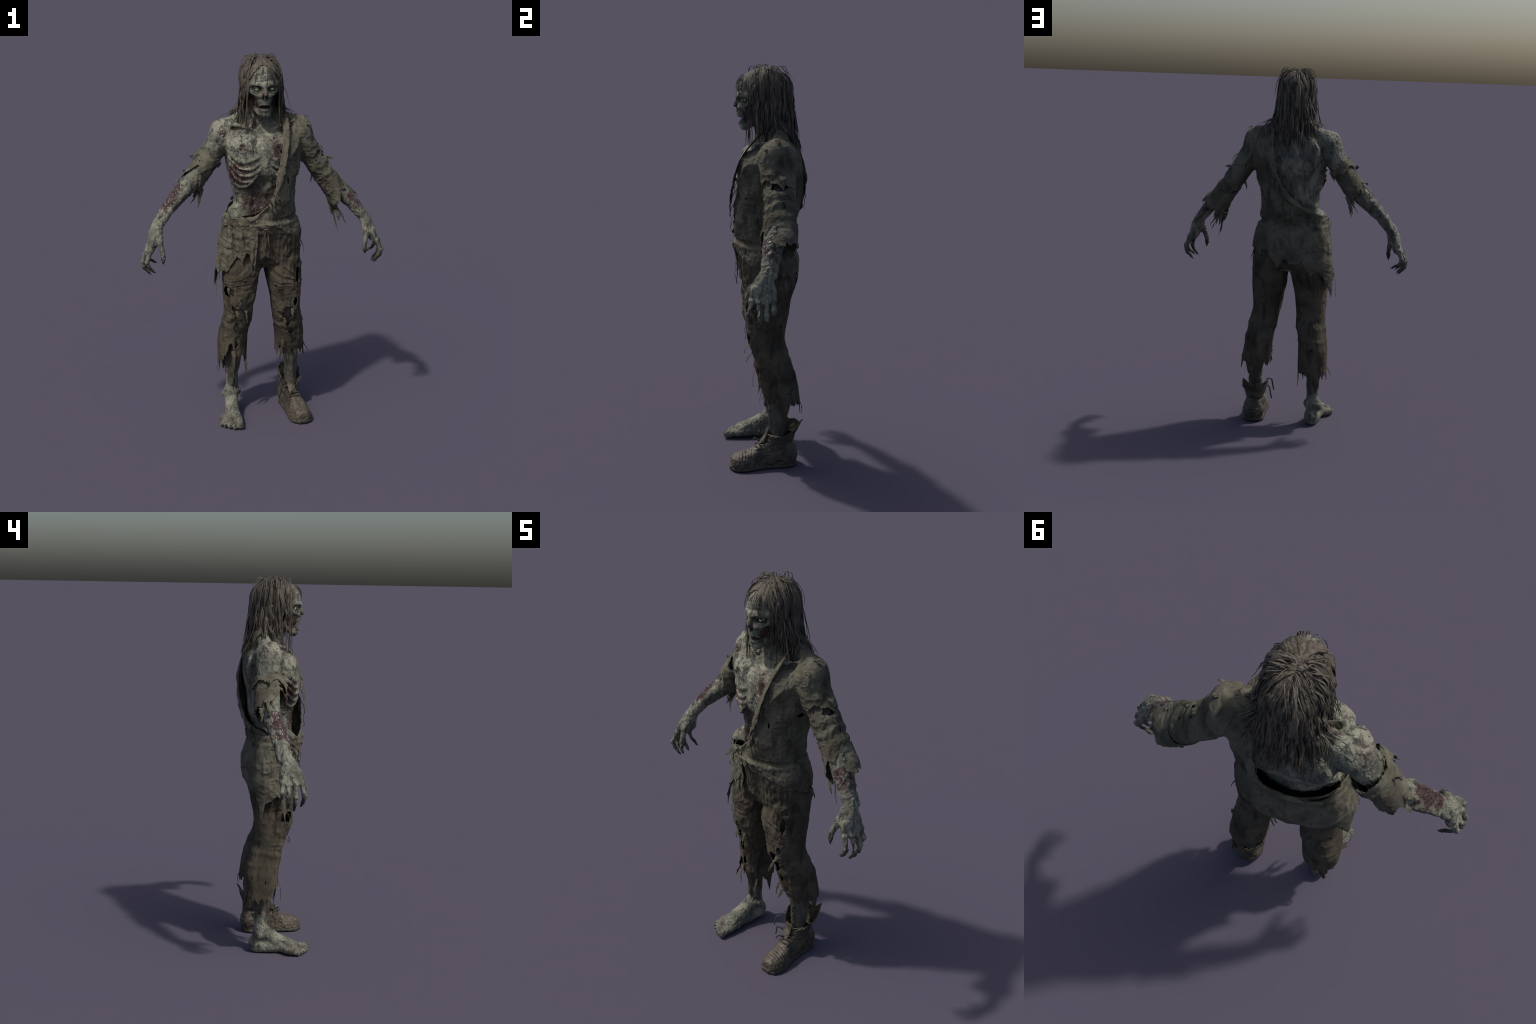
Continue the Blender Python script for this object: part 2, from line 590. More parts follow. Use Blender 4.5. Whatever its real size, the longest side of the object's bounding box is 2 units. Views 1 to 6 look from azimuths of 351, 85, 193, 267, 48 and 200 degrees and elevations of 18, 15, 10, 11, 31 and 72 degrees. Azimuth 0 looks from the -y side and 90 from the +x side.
def hair_material():
    N = Nodes('matted_hair')
    rnd = N.n('ObjectInfo').outputs['Random']
    strand = N.noise(90., 3., (1, 1, .12), dist=.4)
    col = N.mix(N.band(strand, .36, .64), (.034, .029, .022), (.122, .103, .080))
    col = N.mix(N.band(rnd, .55, 1.), col, (.030, .027, .021))
    col = N.mix(N.math('MULTIPLY', N.band(rnd, .35, .0), .5), col, (.140, .122, .095))
    N.bump(strand, .6, .003)
    return N.done(col, .7, .3)


def leather_material():
    N = Nodes('worn_leather')
    a = N.noise(18., 4.)
    col = N.mix(N.band(a, .36, .64), (.042, .035, .025), (.090, .074, .053))
    scuff = N.noise(45., 4., dist=.7)
    col = N.mix(N.math('MULTIPLY', N.band(scuff, .56, .70), .6), col, (.125, .108, .084))
    crack = N.noise(70., 4., (1, .4, 1), dist=1.)
    col = N.mix(N.math('MULTIPLY', N.band(crack, .46, .36), .7), col, (.026, .022, .018))
    toe = N.blob(N.warp(30., .03), (.185, -.125, .075), (.04, .055, .035), .6)
    col = N.mix(N.math('MULTIPLY', toe, .55), col, (.105, .084, .063))
    N.bump(N.math('ADD', crack, scuff), .5, .003)
    return N.done(col, .55, .4)


def plain_material(name, a, b, scale=60., rough=.6, spec=.3):
    N = Nodes(name)
    f = N.noise(scale, 3.)
    N.bump(f, .3, .002)
    return N.done(N.mix(N.band(f, .35, .65), a, b), rough, spec)
# ------------------------------------------------------------------ body field
TORSO_ROWS = [  # z, half width, front y, back y
    (.88, .150, -.060, .115), (1.05, .155, -.085, .125), (1.16, .148, -.098, .122), (1.21, .146, -.096, .128),
    (1.263, .147, -.094, .138), (1.30, .153, -.100, .145), (1.341, .167, -.117, .148), (1.40, .181, -.125, .153),
    (1.46, .188, -.123, .168), (1.52, .188, -.106, .175), (1.57, .180, -.078, .172), (1.61, .158, -.048, .163),
    (1.645, .105, -.030, .150), (1.68, .07, -.02, .12)]
TORSO = loft_z([(z, -w, w, a, b) for z, w, a, b in TORSO_ROWS], 2.3)


def chest_front(x, z):
    """Front surface of the torso at x, z."""
    x0, x1, y0, y1 = TORSO[0].section(np.asarray(z, float))
    u = np.clip(np.abs(x) / x1, 0, .995)
    return (y0 + y1) / 2 - (y1 - y0) / 2 * (1 - u ** 2.3) ** (1 / 2.3)


RIBS = [  # each rib: (x, z) from the breastbone round to the flank
    [(-.018, 1.492), (-.055, 1.475), (-.105, 1.463), (-.150, 1.480), (-.180, 1.515)],
    [(-.018, 1.462), (-.060, 1.432), (-.105, 1.424), (-.148, 1.443), (-.176, 1.478)],
    [(-.014, 1.440), (-.050, 1.407), (-.095, 1.390), (-.140, 1.405), (-.173, 1.445)],
    [(-.026, 1.418), (-.064, 1.371), (-.108, 1.356), (-.146, 1.373), (-.172, 1.415)],
    [(-.062, 1.366), (-.092, 1.336), (-.126, 1.328), (-.154, 1.350), (-.168, 1.390)]]

SHOULDER, ELBOW, WRIST = V(-.200, .052, 1.588), V(-.356, .046, 1.344), V(-.553, -.026, 1.125)
FINGERS = {  # knuckle, middle joint, last joint, tip
    'index': [(-0.600, -0.098, 1.012), (-0.622, -0.110, 0.957), (-0.609, -0.107, 0.925), (-0.585, -0.099, 0.905)],
    'middle': [(-0.612, -0.066, 1.010), (-0.640, -0.067, 0.952), (-0.632, -0.065, 0.914), (-0.607, -0.062, 0.888)],
    'ring': [(-0.612, -0.034, 1.008), (-0.638, -0.034, 0.955), (-0.628, -0.034, 0.920), (-0.602, -0.033, 0.898)],
    'little': [(-0.604, -0.005, 1.014), (-0.624, -0.002, 0.970), (-0.608, 0.000, 0.943), (-0.574, 0.003, 0.926)],
    'thumb': [(-0.547, -0.094, 1.048), (-0.537, -0.114, 1.004), (-0.534, -0.117, 0.978), (-0.536, -0.116, 0.960)]}


def torso_field():
    F = Field()
    F.add(TORSO, .05)
    # sunken belly of the open wound, and a shallow bed for the bare ribs
    F.add(ellipsoid((-.045, -.150, 1.262), (.066, .076, .104)), .012, '-')
    F.add(ellipsoid((-.012, -.155, 1.345), (.050, .068, .058)), .012, '-')
    bed_c = V(-.1, -.09, 1.41)

    def bed(P):
        m = sstep(1.55, 1.42, P[..., 2]) * sstep(1.29, 1.33, P[..., 2]) * sstep(-.015, -.04, P[..., 0]) * sstep(.06, 0., P[..., 1])
        ml = sstep(1.55, 1.42, P[..., 2]) * sstep(1.29, 1.33, P[..., 2]) * sstep(.02, .045, P[..., 0]) * sstep(.06, 0., P[..., 1])
        return .010 * (m + ml)
    F.add((bed, V(0, -.06, 1.4), .32), 0, 'w')
    for i, rib in enumerate(RIBS):
        pts = smooth_path([(x, float(chest_front(x, z)) + .004, z) for x, z in rib], 11)
        rr = np.linspace(.0062, .0075, 11) * (.75, .85, 1.1, .95, 1.05)[i] * (1 + .15 * np.sin(np.arange(11) * 1.7 + 2 * i))
        F.both(chain, pts, rr, k=.006)
    # breastbone with its pointed end
    F.add(chain([(0, -.045, 1.60), (0, -.098, 1.53), (0, -.119, 1.47), (0, -.124, 1.425), (.001, -.120, 1.408)], [.014, .015, .016, .013, .004], ((0, 1, 0), .7)), .012)
    F.both(ellipsoid, (-.085, -.066, 1.53), (.085, .032, .065), k=.05)
    F.both(chain, [(-.195, .02, 1.555), (-.14, -.045, 1.548), (-.07, -.085, 1.540)], [.026, .024, .022], k=.035)
    F.both(chain, [(-.018, -.052, 1.603), (-.07, -.040, 1.625), (-.13, -.012, 1.640), (-.185, .02, 1.648)], [.012, .010, .010, .012], k=.012)
    F.both(ellipsoid, (-.11, .140, 1.535), (.06, .024, .075), k=.03)
    # slope from neck to shoulder, deltoid
    F.both(chain, [(-.035, .065, 1.73), (-.09, .07, 1.665), (-.16, .065, 1.632), (-.205, .055, 1.615)], [.034, .040, .037, .040], k=.03)
    F.both(ellipsoid, (-.203, .046, 1.585), (.058, .076, .070), k=.03)
    F.add(ellipsoid((-.150, -.02, 1.165), (.036, .085, .05)), .03)
    F.add(chain([(0, .166, 1.22), (0, .186, 1.4), (0, .206, 1.55), (0, .19, 1.63)], [.03, .028, .03, .03]), .02, '-')
    return F


def shoulder_field():
    """The few big forms of chest and shoulders that cloth hangs from."""
    F = Field().add(TORSO)
    F.both(chain, [(-.035, .065, 1.73), (-.09, .07, 1.665), (-.16, .065, 1.632), (-.205, .055, 1.615)], [.034, .040, .037, .040], k=.03)
    F.both(ellipsoid, (-.203, .052, 1.585), (.058, .070, .070), k=.03)
    F.both(ellipsoid, (-.085, -.078, 1.535), (.085, .034, .055), k=.05)
    return F


def arm_shapes(F, side):
    m = V(side, 1, 1)
    P = lambda *a: V(*a) * m
    F.add(chain([P(*SHOULDER), P(-.260, .049, 1.474), P(*ELBOW)], [.062, .057, .046]), .02)
    out = V(-.009, .006, .008) if side > 0 else V(0, 0, 0)      # the bare right forearm hangs a little further out
    P = lambda *a: (V(*a) + out * sstep(-.36, -.44, a[0]) * sstep(1.10, 1.16, a[2])) * m
    F.add(chain([P(*ELBOW), P(-.415, .027, 1.281), P(-.490, -.005, 1.198), P(*WRIST)], [.045, .045, .034, .029]), .015)
    # elbow, forearm cords and wrist bones
    F.add(ellipsoid(P(-.372, .072, 1.327), (.028, .026, .03)), .015)
    F.add(chain([P(-.40, -.006, 1.292), P(-.48, -.028, 1.198), P(-.553, -.042, 1.115)], [.022, .016, .012]), .012)
    F.add(chain([P(-.44, .048, 1.276), P(-.52, .021, 1.183), P(-.566, .008, 1.115)], [.020, .014, .011]), .012)
    F.add(chain([P(-.455, .004, 1.278), P(-.525, -.012, 1.184), P(-.585, -.02, 1.10)], [.014, .011, .007]), .010)
    # hand: a fan of bones from the wrist to the knuckles
    for n, j in FINGERS.items():
        j = [V(*q) for q in j]
        if n == 'thumb':
            F.add(chain([P(-.553, -.042, 1.115), P(*j[0]), P(*j[1]), P(*j[2]), P(*j[3])], [.020, .016, .0125, .0115, .008]), .010)
            F.add(chain([P(-.556, -.042, 1.10), P(-.565, -.070, 1.055), P(*(j[0] + V(-.012, .015, .004)))], [.022, .018, .012]), .02)
            continue
        s = .9 if n == 'little' else 1
        F.add(chain([P(*(WRIST + V(-.012, j[0][1] * .3 + .008, -.015))), P(*(j[0] + V(.004, 0, 0)))], [.019, .0145]), .016)
        F.add(ellipsoid(P(*(j[0] + V(-.002, 0, 0))), (.0135, .0135, .0135)), .006)
        F.add(chain([P(*q) for q in j], [.0125 * s, .0112 * s, .0095 * s, .0065 * s]), .005)
        F.add(ellipsoid(P(*j[1]), (.0125 * s, .0125 * s, .0125 * s)), .004)
    # web of the palm
    F.add(ellipsoid(P(-.583, -.042, 1.05), (.017, .050, .05)), .02)


def leg_shapes(F):
    F.add(chain([(-.098, .03, .90), (-.118, .02, .72), (-.130, .015, .60), (-.145, .045, .50), (-.160, .066, .40), (-.166, .066, .26), (-.167, .066, .17), (-.168, .068, .11)],
                [.082, .064, .054, .050, .044, .036, .033, .037]), .02)
    F.add(chain([(.098, .03, .90), (.118, .02, .72), (.130, .012, .60), (.150, .045, .50), (.167, .066, .40), (.171, .067, .26), (.169, .068, .15), (.166, .07, .10)],
                [.082, .064, .054, .050, .044, .037, .036, .036]), .02)
    # knee caps and shin ridges
    F.add(ellipsoid((-.128, -.030, .615), (.032, .026, .04)), .02)
    F.add(ellipsoid((.130, -.034, .615), (.032, .026, .04)), .02)
    F.add(chain([(-.138, .0, .55), (-.159, .026, .38), (-.168, .028, .18)], [.02, .016, .01]), .012)
    F.add(chain([(.145, .0, .55), (.165, .026, .38), (.169, .028, .18)], [.02, .016, .01]), .012)
    # bare foot: ankle bones, heel, instep, ball, toes
    F.add(ellipsoid((-.134, .062, .115), (.018, .02, .022)), .012)
    F.add(ellipsoid((-.206, .075, .100), (.016, .02, .02)), .012)
    F.add(ellipsoid((-.166, .088, .045), (.038, .040, .05)), .02)
    F.add(chain([(-.174, .052, .115), (-.178, -.01, .075), (-.182, -.075, .047), (-.186, -.115, .032)], [.038, .037, .033, .027], ((0, .4, 1), .9)), .02)
    F.add(ellipsoid((-.172, .01, .028), (.040, .085, .034)), .03)
    F.add(ellipsoid((-.193, -.092, .026), (.066, .048, .030), rot_z(12)), .025)
    for a, b, ra, rb in (((-.152, -.115, .024), (-.152, -.183, .020), .020, .0185), ((-.181, -.125, .022), (-.183, -.182, .016), .015, .0125),
                         ((-.206, -.118, .021), (-.209, -.170, .015), .014, .0115), ((-.228, -.108, .020), (-.232, -.155, .014), .013, .0105), ((-.246, -.095, .018), (-.251, -.136, .013), .0125, .010)):
        F.add(chain([a, (V(*a) + V(*b)) / 2 + V(0, 0, .004), b], [ra, ra * .93, rb]), .006)
    for x0, x1 in ((-.160, -.152), (-.174, -.182), (-.186, -.207), (-.198, -.229)):
        F.add(capsule((x0, .0, .098), (x1, -.115, .044), .006, .005), .010)
    F.add((lambda P: -(P[..., 2] - .001), V(-.18, -.03, 0), .16), .004, 'i')


def head_field(F):
    F.add(ellipsoid((0, .012, 1.880), (.084, .116, .092)), .01)
    F.add(ellipsoid((0, -.036, 1.885), (.070, .090, .070)), .03)
    F.add(ellipsoid((0, -.038, 1.800), (.058, .074, .085)), .03)
    F.both(chain, [(-.054, .012, 1.778), (-.044, -.035, 1.732), (-.019, -.088, 1.707)], [.017, .015, .014], k=.015)
    F.add(ellipsoid((0, -.092, 1.705), (.026, .024, .018)), .015)
    F.add(ellipsoid((0, -.084, 1.772), (.036, .046, .030)), .02)
    F.add(ellipsoid((0, -.088, 1.726), (.030, .034, .015)), .012)
    # neck, windpipe and cords
    F.add(chain([(0, .055, 1.60), (0, .045, 1.68), (0, .035, 1.78)], [.062, .054, .056]), .03)
    F.add(chain([(0, -.030, 1.60), (0, -.020, 1.66), (0, -.030, 1.705)], [.016, .018, .016]), .015)
    F.both(chain, [(-.056, .03, 1.765), (-.042, -.005, 1.69), (-.014, -.046, 1.608)], [.014, .014, .010], k=.010)
    F.both(chain, [(-.058, .045, 1.70), (-.066, .02, 1.65), (-.075, -.015, 1.63)], [.012, .010, .010], k=.012)
    # brows, bridge, cheek bones, eye sockets
    F.both(chain, [(-.008, -.119, 1.851), (-.034, -.114, 1.857), (-.062, -.082, 1.856)], [.011, .0115, .011], k=.016)
    F.both(ellipsoid, (-.038, -.128, 1.8325), (.0205, .030, .0135), k=.008, mode='-')
    F.add(chain([(0, -.118, 1.862), (0, -.124, 1.840), (0, -.133, 1.816), (0, -.136, 1.806)], [.011, .009, .0105, .0095]), .010)
    F.both(chain, [(-.011, -.112, 1.825), (-.018, -.114, 1.800)], [.009, .011], k=.010)
    F.both(chain, [(-.022, -.114, 1.797), (-.043, -.102, 1.806), (-.062, -.066, 1.818), (-.072, -.02, 1.825)], [.009, .010, .010, .010], k=.012)
    F.both(chain, [(-.060, -.078, 1.858), (-.064, -.070, 1.838), (-.061, -.072, 1.820)], [.010, .009, .010], k=.012)
    F.both(chain, [(-.022, -.112, 1.819), (-.04, -.112, 1.816), (-.058, -.095, 1.822)], [.005, .006, .005], k=.006)
    # hollow cheeks, open nose, mouth
    F.both(ellipsoid, (-.064, -.080, 1.764), (.021, .044, .030), k=.010, mode='-')
    F.both(ellipsoid, (-.0085, -.146, 1.788), (.0078, .032, .019), k=.003, mode='-')
    F.add(capsule((0, -.128, 1.800), (0, -.127, 1.776), .003, .004), .003)
    F.add(ellipsoid((0, -.128, 1.742), (.036, .046, .0062)), .002, '-')
    # lips drawn thin
    F.add(chain([(-.032, -.098, 1.745), (-.016, -.121, 1.756), (0, -.127, 1.757), (.016, -.121, 1.756), (.032, -.098, 1.745)], [.003, .0035, .004, .0035, .003]), .006)
    F.add(chain([(-.031, -.092, 1.738), (-.016, -.112, 1.728), (0, -.118, 1.727), (.016, -.112, 1.728), (.031, -.092, 1.738)], [.003, .0035, .004, .0035, .003]), .006)
    # forehead furrows
    for i, z in enumerate((1.873, 1.884, 1.896, 1.908, 1.920)):
        pts = [(x, -.036 - .090 * math.sqrt(max(0, 1 - (x / .07) ** 2 - ((z - 1.885) / .07) ** 2)) - .002, z + .003 * math.sin(60 * x + i * 2)) for x in np.linspace(-.045, .045, 9)]
        F.add(chain(pts, [.0012] + [.0022] * 7 + [.0012]), .003, '-')
    # pointed ears
    def ear(P):
        return smax(ellipsoid((-.088, .024, 1.824), (.010, .026, .034), rot_z(-25))[0](P), -ellipsoid((-.100, .014, 1.824), (.008, .015, .024), rot_z(-25))[0](P), .004)
    F.both(lambda: (ear, V(-.09, .02, 1.83), .04), k=.006)
    F.both(chain, [(-.092, .032, 1.844), (-.097, .040, 1.855), (-.100, .045, 1.862)], [.008, .005, .002], k=.005)


def body_field():
    F = torso_field()
    head_field(F)
    arm_shapes(F, 1)
    arm_shapes(F, -1)
    leg_shapes(F)
    return F


BODY = body_field()


def build_body(mat):
    v, q = surface(BODY, (-.70, -.24, -.02), (.70, .24, 2.02), .0029)
    v = relax(v, q, 1, .4)
    n = normals(v, q)
    x, y, z = v.T
    # dried skin: stringy folds, pits and lumps; calmer on feet and face
    sinew = ridge(v + .01 * noise(v, 40, 3)[:, None], (55, 55, 22), 4)
    lumps = fbm(v, 38, 3, 9)
    pits = np.clip(noise(v, 95, 21) - .45, 0, 1)
    face = sstep(1.67, 1.72, z)
    amp = np.where(z < .3, .7, 1.0) * (1 - .62 * face)
    d = amp * (.0021 * sinew + .0018 * lumps - .0022 * pits + .0012 * ridge(v, (130, 130, 60), 44))
    # torn flesh of the belly, chest and forearms is stringier
    for c, r, s in (((-.05, -.1, 1.25), (.07, .06, .10), 1.2), ((.065, -.11, 1.51), (.035, .04, .05), 1.0), ((-.47, 0, 1.27), (.05, .06, .06), .8), ((.5, 0, 1.2), (.06, .06, .08), .9)):
        w = np.exp(-2 * (((v - V(*c)) / V(*r)) ** 2).sum(1))
        d += w * s * .004 * ridge(v, (70, 70, 30), 31)
    # chest and shoulder wounds sink in with a raised rim
    for c, r in (((-.112, -.112, 1.540), .022), ((-.209, -.02, 1.597), .016), ((.055, -.10, 1.58), .010), ((-.263, -.02, 1.592), .012)):
        s = np.linalg.norm(v - V(*c), axis=1) / r + .25 * noise(v, 90, 5)
        d += -.006 * sstep(1, .3, s) + .002 * np.exp(-((s - 1.15) / .25) ** 2)
    # what the shirt and sleeves cover lies a little deeper, so that it never shows through
    edge = np.where(y < .03, EDGE_FRONT(z), EDGE_BACK(z))
    along_l = along(v, ARM_L[2], (.6, -.15, -.79))[0]
    hid = sstep(.015, .04, x - edge) * sstep(1.05, 1.10, z) * sstep(1.67, 1.63, z) * np.where(x > .24, sstep(.07, .03, along_l), 1)
    d = d * (1 - .8 * hid) - .013 * hid
    v = v + n * d[:, None]
    v[:, 2] = np.maximum(v[:, 2], 0)
    n = normals(v, q)
    cen = v[q].mean(1)
    cx, cy, cz = cen.T
    ax = np.abs(cx)
    wrist = (cen * V(0, 1, 1) + np.stack([-ax, 0 * ax, 0 * ax], -1) - WRIST) @ (V(-.35, -.1, -.9) / np.linalg.norm([.35, .1, .9]))
    lab = np.where(cz < .90, 'leg', 'torso').astype(object)
    lab[cz < .115] = 'foot'
    lab[(cz > 1.625) & (ax < .088)] = 'neck'
    lab[cz > 1.712 + .28 * cy] = 'head'
    lab[(ax > .198) & (cz > 1.0)] = 'arm'
    lab[(ax > .40) & (wrist > 0)] = 'hand'
    lab[(ax > .40) & (cz < 1.0)] = 'hand'
    lab[(lab == 'foot') & (cx > 0)] = 'leg'
    out = {}
    for name in ('head', 'neck', 'torso', 'arm', 'hand', 'leg', 'foot'):
        for side in ((-1, 1) if name in ('arm', 'hand', 'leg') else (0,)):
            m = (lab == name) & ((cx * side > 0) if side else True)
            used, f = np.unique(q[m], return_inverse=True)
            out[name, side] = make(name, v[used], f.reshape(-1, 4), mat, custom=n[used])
    return out
# ------------------------------------------------------------------ clothing
def ang(P, cx, cy):
    """Angle in degrees round a vertical axis: 0 front, 90 his left, 180 back."""
    return np.degrees(np.arctan2(P[..., 0] - cx, -(P[..., 1] - cy)))


def hem(deg, table, jag=.012, seed=0):
    """Torn edge: tips and notches by angle, with a ragged noise on top."""
    t = np.array(table, float)
    base = np.interp(deg, t[:, 0], t[:, 1], period=360)
    Q = np.stack([deg / 360 * 60, np.full_like(deg, seed * 3.7), np.zeros_like(deg)], -1)
    return base + jag * (noise(Q, 1, seed) + .6 * noise(Q, 2.3, seed + 1))


def holes(P, specs, seed=0, rag=.28):
    """Distance-like field, negative inside the torn holes."""
    out = np.full(len(P), 9.)
    nz = noise(P, 70, seed) + .6 * noise(P, 150, seed + 5)
    for c, r in specs:
        D = (P - V(*c)) / V(*r)
        out = np.minimum(out, np.linalg.norm(D, axis=1) - 1 + rag * nz)
    return out * .02


def slits(P, n, count, seed, box):
    """Small random tears spread over a sheet."""
    rng = np.random.default_rng(seed)
    m = np.nonzero(box(P))[0]
    out = np.full(len(P), 9.)
    for i in rng.choice(m, count):
        c = P[i]
        a = rng.uniform(-.9, .9) + (1.57 if rng.random() < .4 else 0)
        side = np.cross(n[i], V(0, 0, 1))
        side /= np.linalg.norm(side) + 1e-9
        up = np.cross(side, n[i])
        d1, d2 = math.cos(a) * up + math.sin(a) * side, -math.sin(a) * up + math.cos(a) * side
        L, w = rng.uniform(.010, .024), rng.uniform(.002, .0042)
        near = np.abs(P - c).max(1) < .06
        D = P[near] - c
        u = np.abs(D @ d1) / L
        q = u + np.abs(D @ d2) / w + np.abs(D @ n[i]) / .03
        out[near] = np.minimum(out[near], (q - 1) * .004)
    return out


def garment(name, field, lo, hi, h, bend, keep, thick, mat, least=120, parent=None):
    v, q = surface(field, lo, hi, h)
    v = relax(v, q, 1, .4)
    n = normals(v, q)
    v = v + n * bend(v, n)[:, None]
    n = normals(v, q)
    v, n, t = clip(v, n, q, keep(v, n))
    v, n, t = drop_bits(v, n, t, least)
    global SHEETS
    SHEETS = np.concatenate([SHEETS, v[::3]])
    v, t = shell(v, n, t, thick)
    return make(name, v, t, mat, sharp=55, parent=parent)


SHEETS = np.zeros((0, 3))    # points of the cloth built so far, to hang tatters on


LEG_R = [(0.12, -0.252, -0.084, -0.020, 0.165), (0.2, -0.250, -0.082, -0.016, 0.168), (0.3, -0.242, -0.082, -0.015, 0.158), (0.38, -0.240, -0.080, -0.020, 0.162), (0.44, -0.237, -0.078, -0.022, 0.155), (0.49, -0.230, -0.074, -0.032, 0.142), (0.55, -0.218, -0.060, -0.044, 0.128), (0.6, -0.209, -0.050, -0.060, 0.108), (0.64, -0.208, -0.046, -0.069, 0.102), (0.72, -0.215, -0.040, -0.095, 0.112), (0.81, -0.212, -0.022, -0.099, 0.127), (0.87, -0.210, -0.012, -0.101, 0.138), (0.93, -0.198, -0.018, -0.095, 0.150)]
LEG_L = [(0.12, 0.072, 0.260, 0.005, 0.175), (0.22, 0.076, 0.257, 0.002, 0.172), (0.3, 0.080, 0.250, 0.000, 0.170), (0.36, 0.082, 0.245, -0.004, 0.168), (0.42, 0.080, 0.240, -0.024, 0.163), (0.5, 0.076, 0.231, -0.044, 0.145), (0.55, 0.070, 0.221, -0.054, 0.130), (0.6, 0.059, 0.214, -0.070, 0.112), (0.66, 0.049, 0.208, -0.091, 0.098), (0.72, 0.040, 0.210, -0.095, 0.103), (0.78, 0.026, 0.215, -0.099, 0.113), (0.85, 0.014, 0.215, -0.103, 0.122), (0.93, 0.018, 0.202, -0.097, 0.150)]
PELVIS = [(0.885, -0.170, 0.170, -0.067, 0.120), (0.91, -0.205, 0.205, -0.097, 0.150), (0.95, -0.209, 0.209, -0.107, 0.162), (1, -0.205, 0.205, -0.115, 0.168), (1.06, -0.196, 0.196, -0.121, 0.165), (1.12, -0.182, 0.180, -0.129, 0.145), (1.16, -0.176, 0.176, -0.137, 0.130)]
HEM_R = [(-180, .29), (-165, .205), (-152, .305), (-135, .285), (-118, .315), (-102, .295), (-88, .32), (-72, .262), (-58, .325), (-42, .335), (-28, .36), (-10, .425), (0, .432), (6, .38), (18, .325), (27, .272), (37, .365), (48, .345), (60, .262), (72, .335), (92, .30), (106, .225), (118, .32), (136, .295), (152, .315), (166, .285)]
HEM_L = [(-180, .335), (-165, .30), (-145, .35), (-120, .33), (-100, .365), (-84, .35), (-70, .322), (-56, .385), (-36, .40), (-20, .375), (-6, .345), (8, .395), (20, .315), (30, .39), (45, .355), (60, .385), (76, .335), (90, .37), (104, .288), (118, .36), (134, .34), (150, .36), (164, .283), (174, .34)]


def build_trousers(mat):
    F = Field().add(loft_z(PELVIS, 2.4)).add(loft_z(LEG_R, 2.3), .03).add(loft_z(LEG_L, 2.3), .02)

    def bend(P, n):
        x, y, z = P.T
        front = sstep(.05, -.05, y)
        knee = np.exp(-((z - .58) / .075) ** 2)
        crotch = np.exp(-((z - .88) / .10) ** 2)
        slant = P + np.stack([0 * x, 0 * x, 1.2 * np.abs(x) * crotch], -1)
        front = .35 + .65 * front
        d = .0034 * front * ridge(slant + .02 * noise(P, 14, 2)[:, None], (9, 9, 34), 3) * (knee + crotch * (.4 + front) + .15)
        d += .0055 * front * ridge(np.stack([x, y, z + .8 * np.abs(x)], -1) + .03 * noise(P, 9, 22)[:, None], (6, 6, 13), 23)
        d += .0026 * front * fbm(P, (34, 34, 14), 3, 8) + .005 * noise(P, (16, 16, 6), 12)
        d += (.0026 * ridge(P, (48, 48, 26), 15) + .0010 * noise(P, 120, 16)) * front
        # pushed-up roll above the knee at the back, calf seam, fly and waistband
        d += .005 * np.exp(-((z - .535 - .03 * sstep(-.05, .1, y)) / .018) ** 2) + .004 * np.exp(-((z - .49) / .014) ** 2) * sstep(.0, .1, y)
        d += .005 * (np.abs(x - .004) < .019) * (y < 0) * sstep(.93, .96, z) + .004 * sstep(1.075, 1.082, z)
        d -= .004 * np.exp(-((x - .004) / .004) ** 2) * (y < 0) * sstep(.88, .93, z)
        return d

    def keep(P, n):
        x, y, z = P.T
        hr = hem(ang(P, -.172, .065), HEM_R, .012, 1)
        hl = hem(ang(P, .155, .072), HEM_L, .012, 2)
        f = np.where(x < 0, z - hr, z - hl)
        f = np.minimum(f, 1.118 - z)
        f = np.minimum(f, holes(P, [((-.194, -.055, .752), (.038, .055, .028)), ((-.125, -.075, .615), (.032, .05, .042)), ((-.150, -.06, .535), (.016, .05, .034)), ((-.165, -.06, .665), (.012, .05, .03)), ((-.15, -.03, .43), (.010, .05, .03)), ((.130, -.085, .615), (.038, .06, .042)), ((.128, -.07, .565), (.020, .05, .026)),
                                    ((.180, -.075, .830), (.010, .05, .042)), ((.168, -.08, .69), (.012, .05, .026)), ((.15, -.05, .50), (.010, .05, .022)), ((-.13, -.09, .70), (.006, .05, .022))], 3))
        return np.minimum(f, slits(P, n, 36, 5, lambda Q: (Q[:, 2] > .36) & (Q[:, 2] < .9)))
    return garment('trousers', F, (-.30, -.20, .10), (.30, .22, 1.2), .0040, bend, keep, .0028, mat)


SHIRT = [(.70, -.280, .236, -.114, .158), (.80, -.266, .226, -.116, .148), (.88, -.250, .220, -.122, .152), (.93, -.240, .218, -.128, .167), (1.0, -.230, .215, -.126, .178), (1.045, -.223, .212, -.129, .177), (1.087, -.211, .206, -.138, .166), (1.13, -.199, .190, -.143, .148), (1.155, -.190, .180, -.146, .140),
         (1.188, -.178, .182, -.144, .151), (1.215, -.160, .177, -.146, .156), (1.25, -.150, .173, -.150, .162), (1.307, -.180, .177, -.150, .176), (1.38, -.186, .194, -.150, .192), (1.44, -.190, .201, -.147, .194), (1.52, -.19, .198, -.138, .190), (1.58, -.18, .183, -.108, .178), (1.63, -.14, .14, -.05, .160)]
EDGE_FRONT = curve([1.05, 1.13, 1.16, 1.18, 1.228, 1.252, 1.301, 1.341, 1.391, 1.445, 1.503, 1.567, 1.635, 1.72], [-.45, -.36, -.20, -.075, -.008, .018, .038, .050, .062, .078, .093, .104, .108, .098])
EDGE_BACK = curve([1.05, 1.14, 1.184, 1.224, 1.276, 1.32, 1.37, 1.494, 1.585, 1.69], [-.45, -.36, -.205, -.119, -.04, .008, .034, .076, .085, .092])
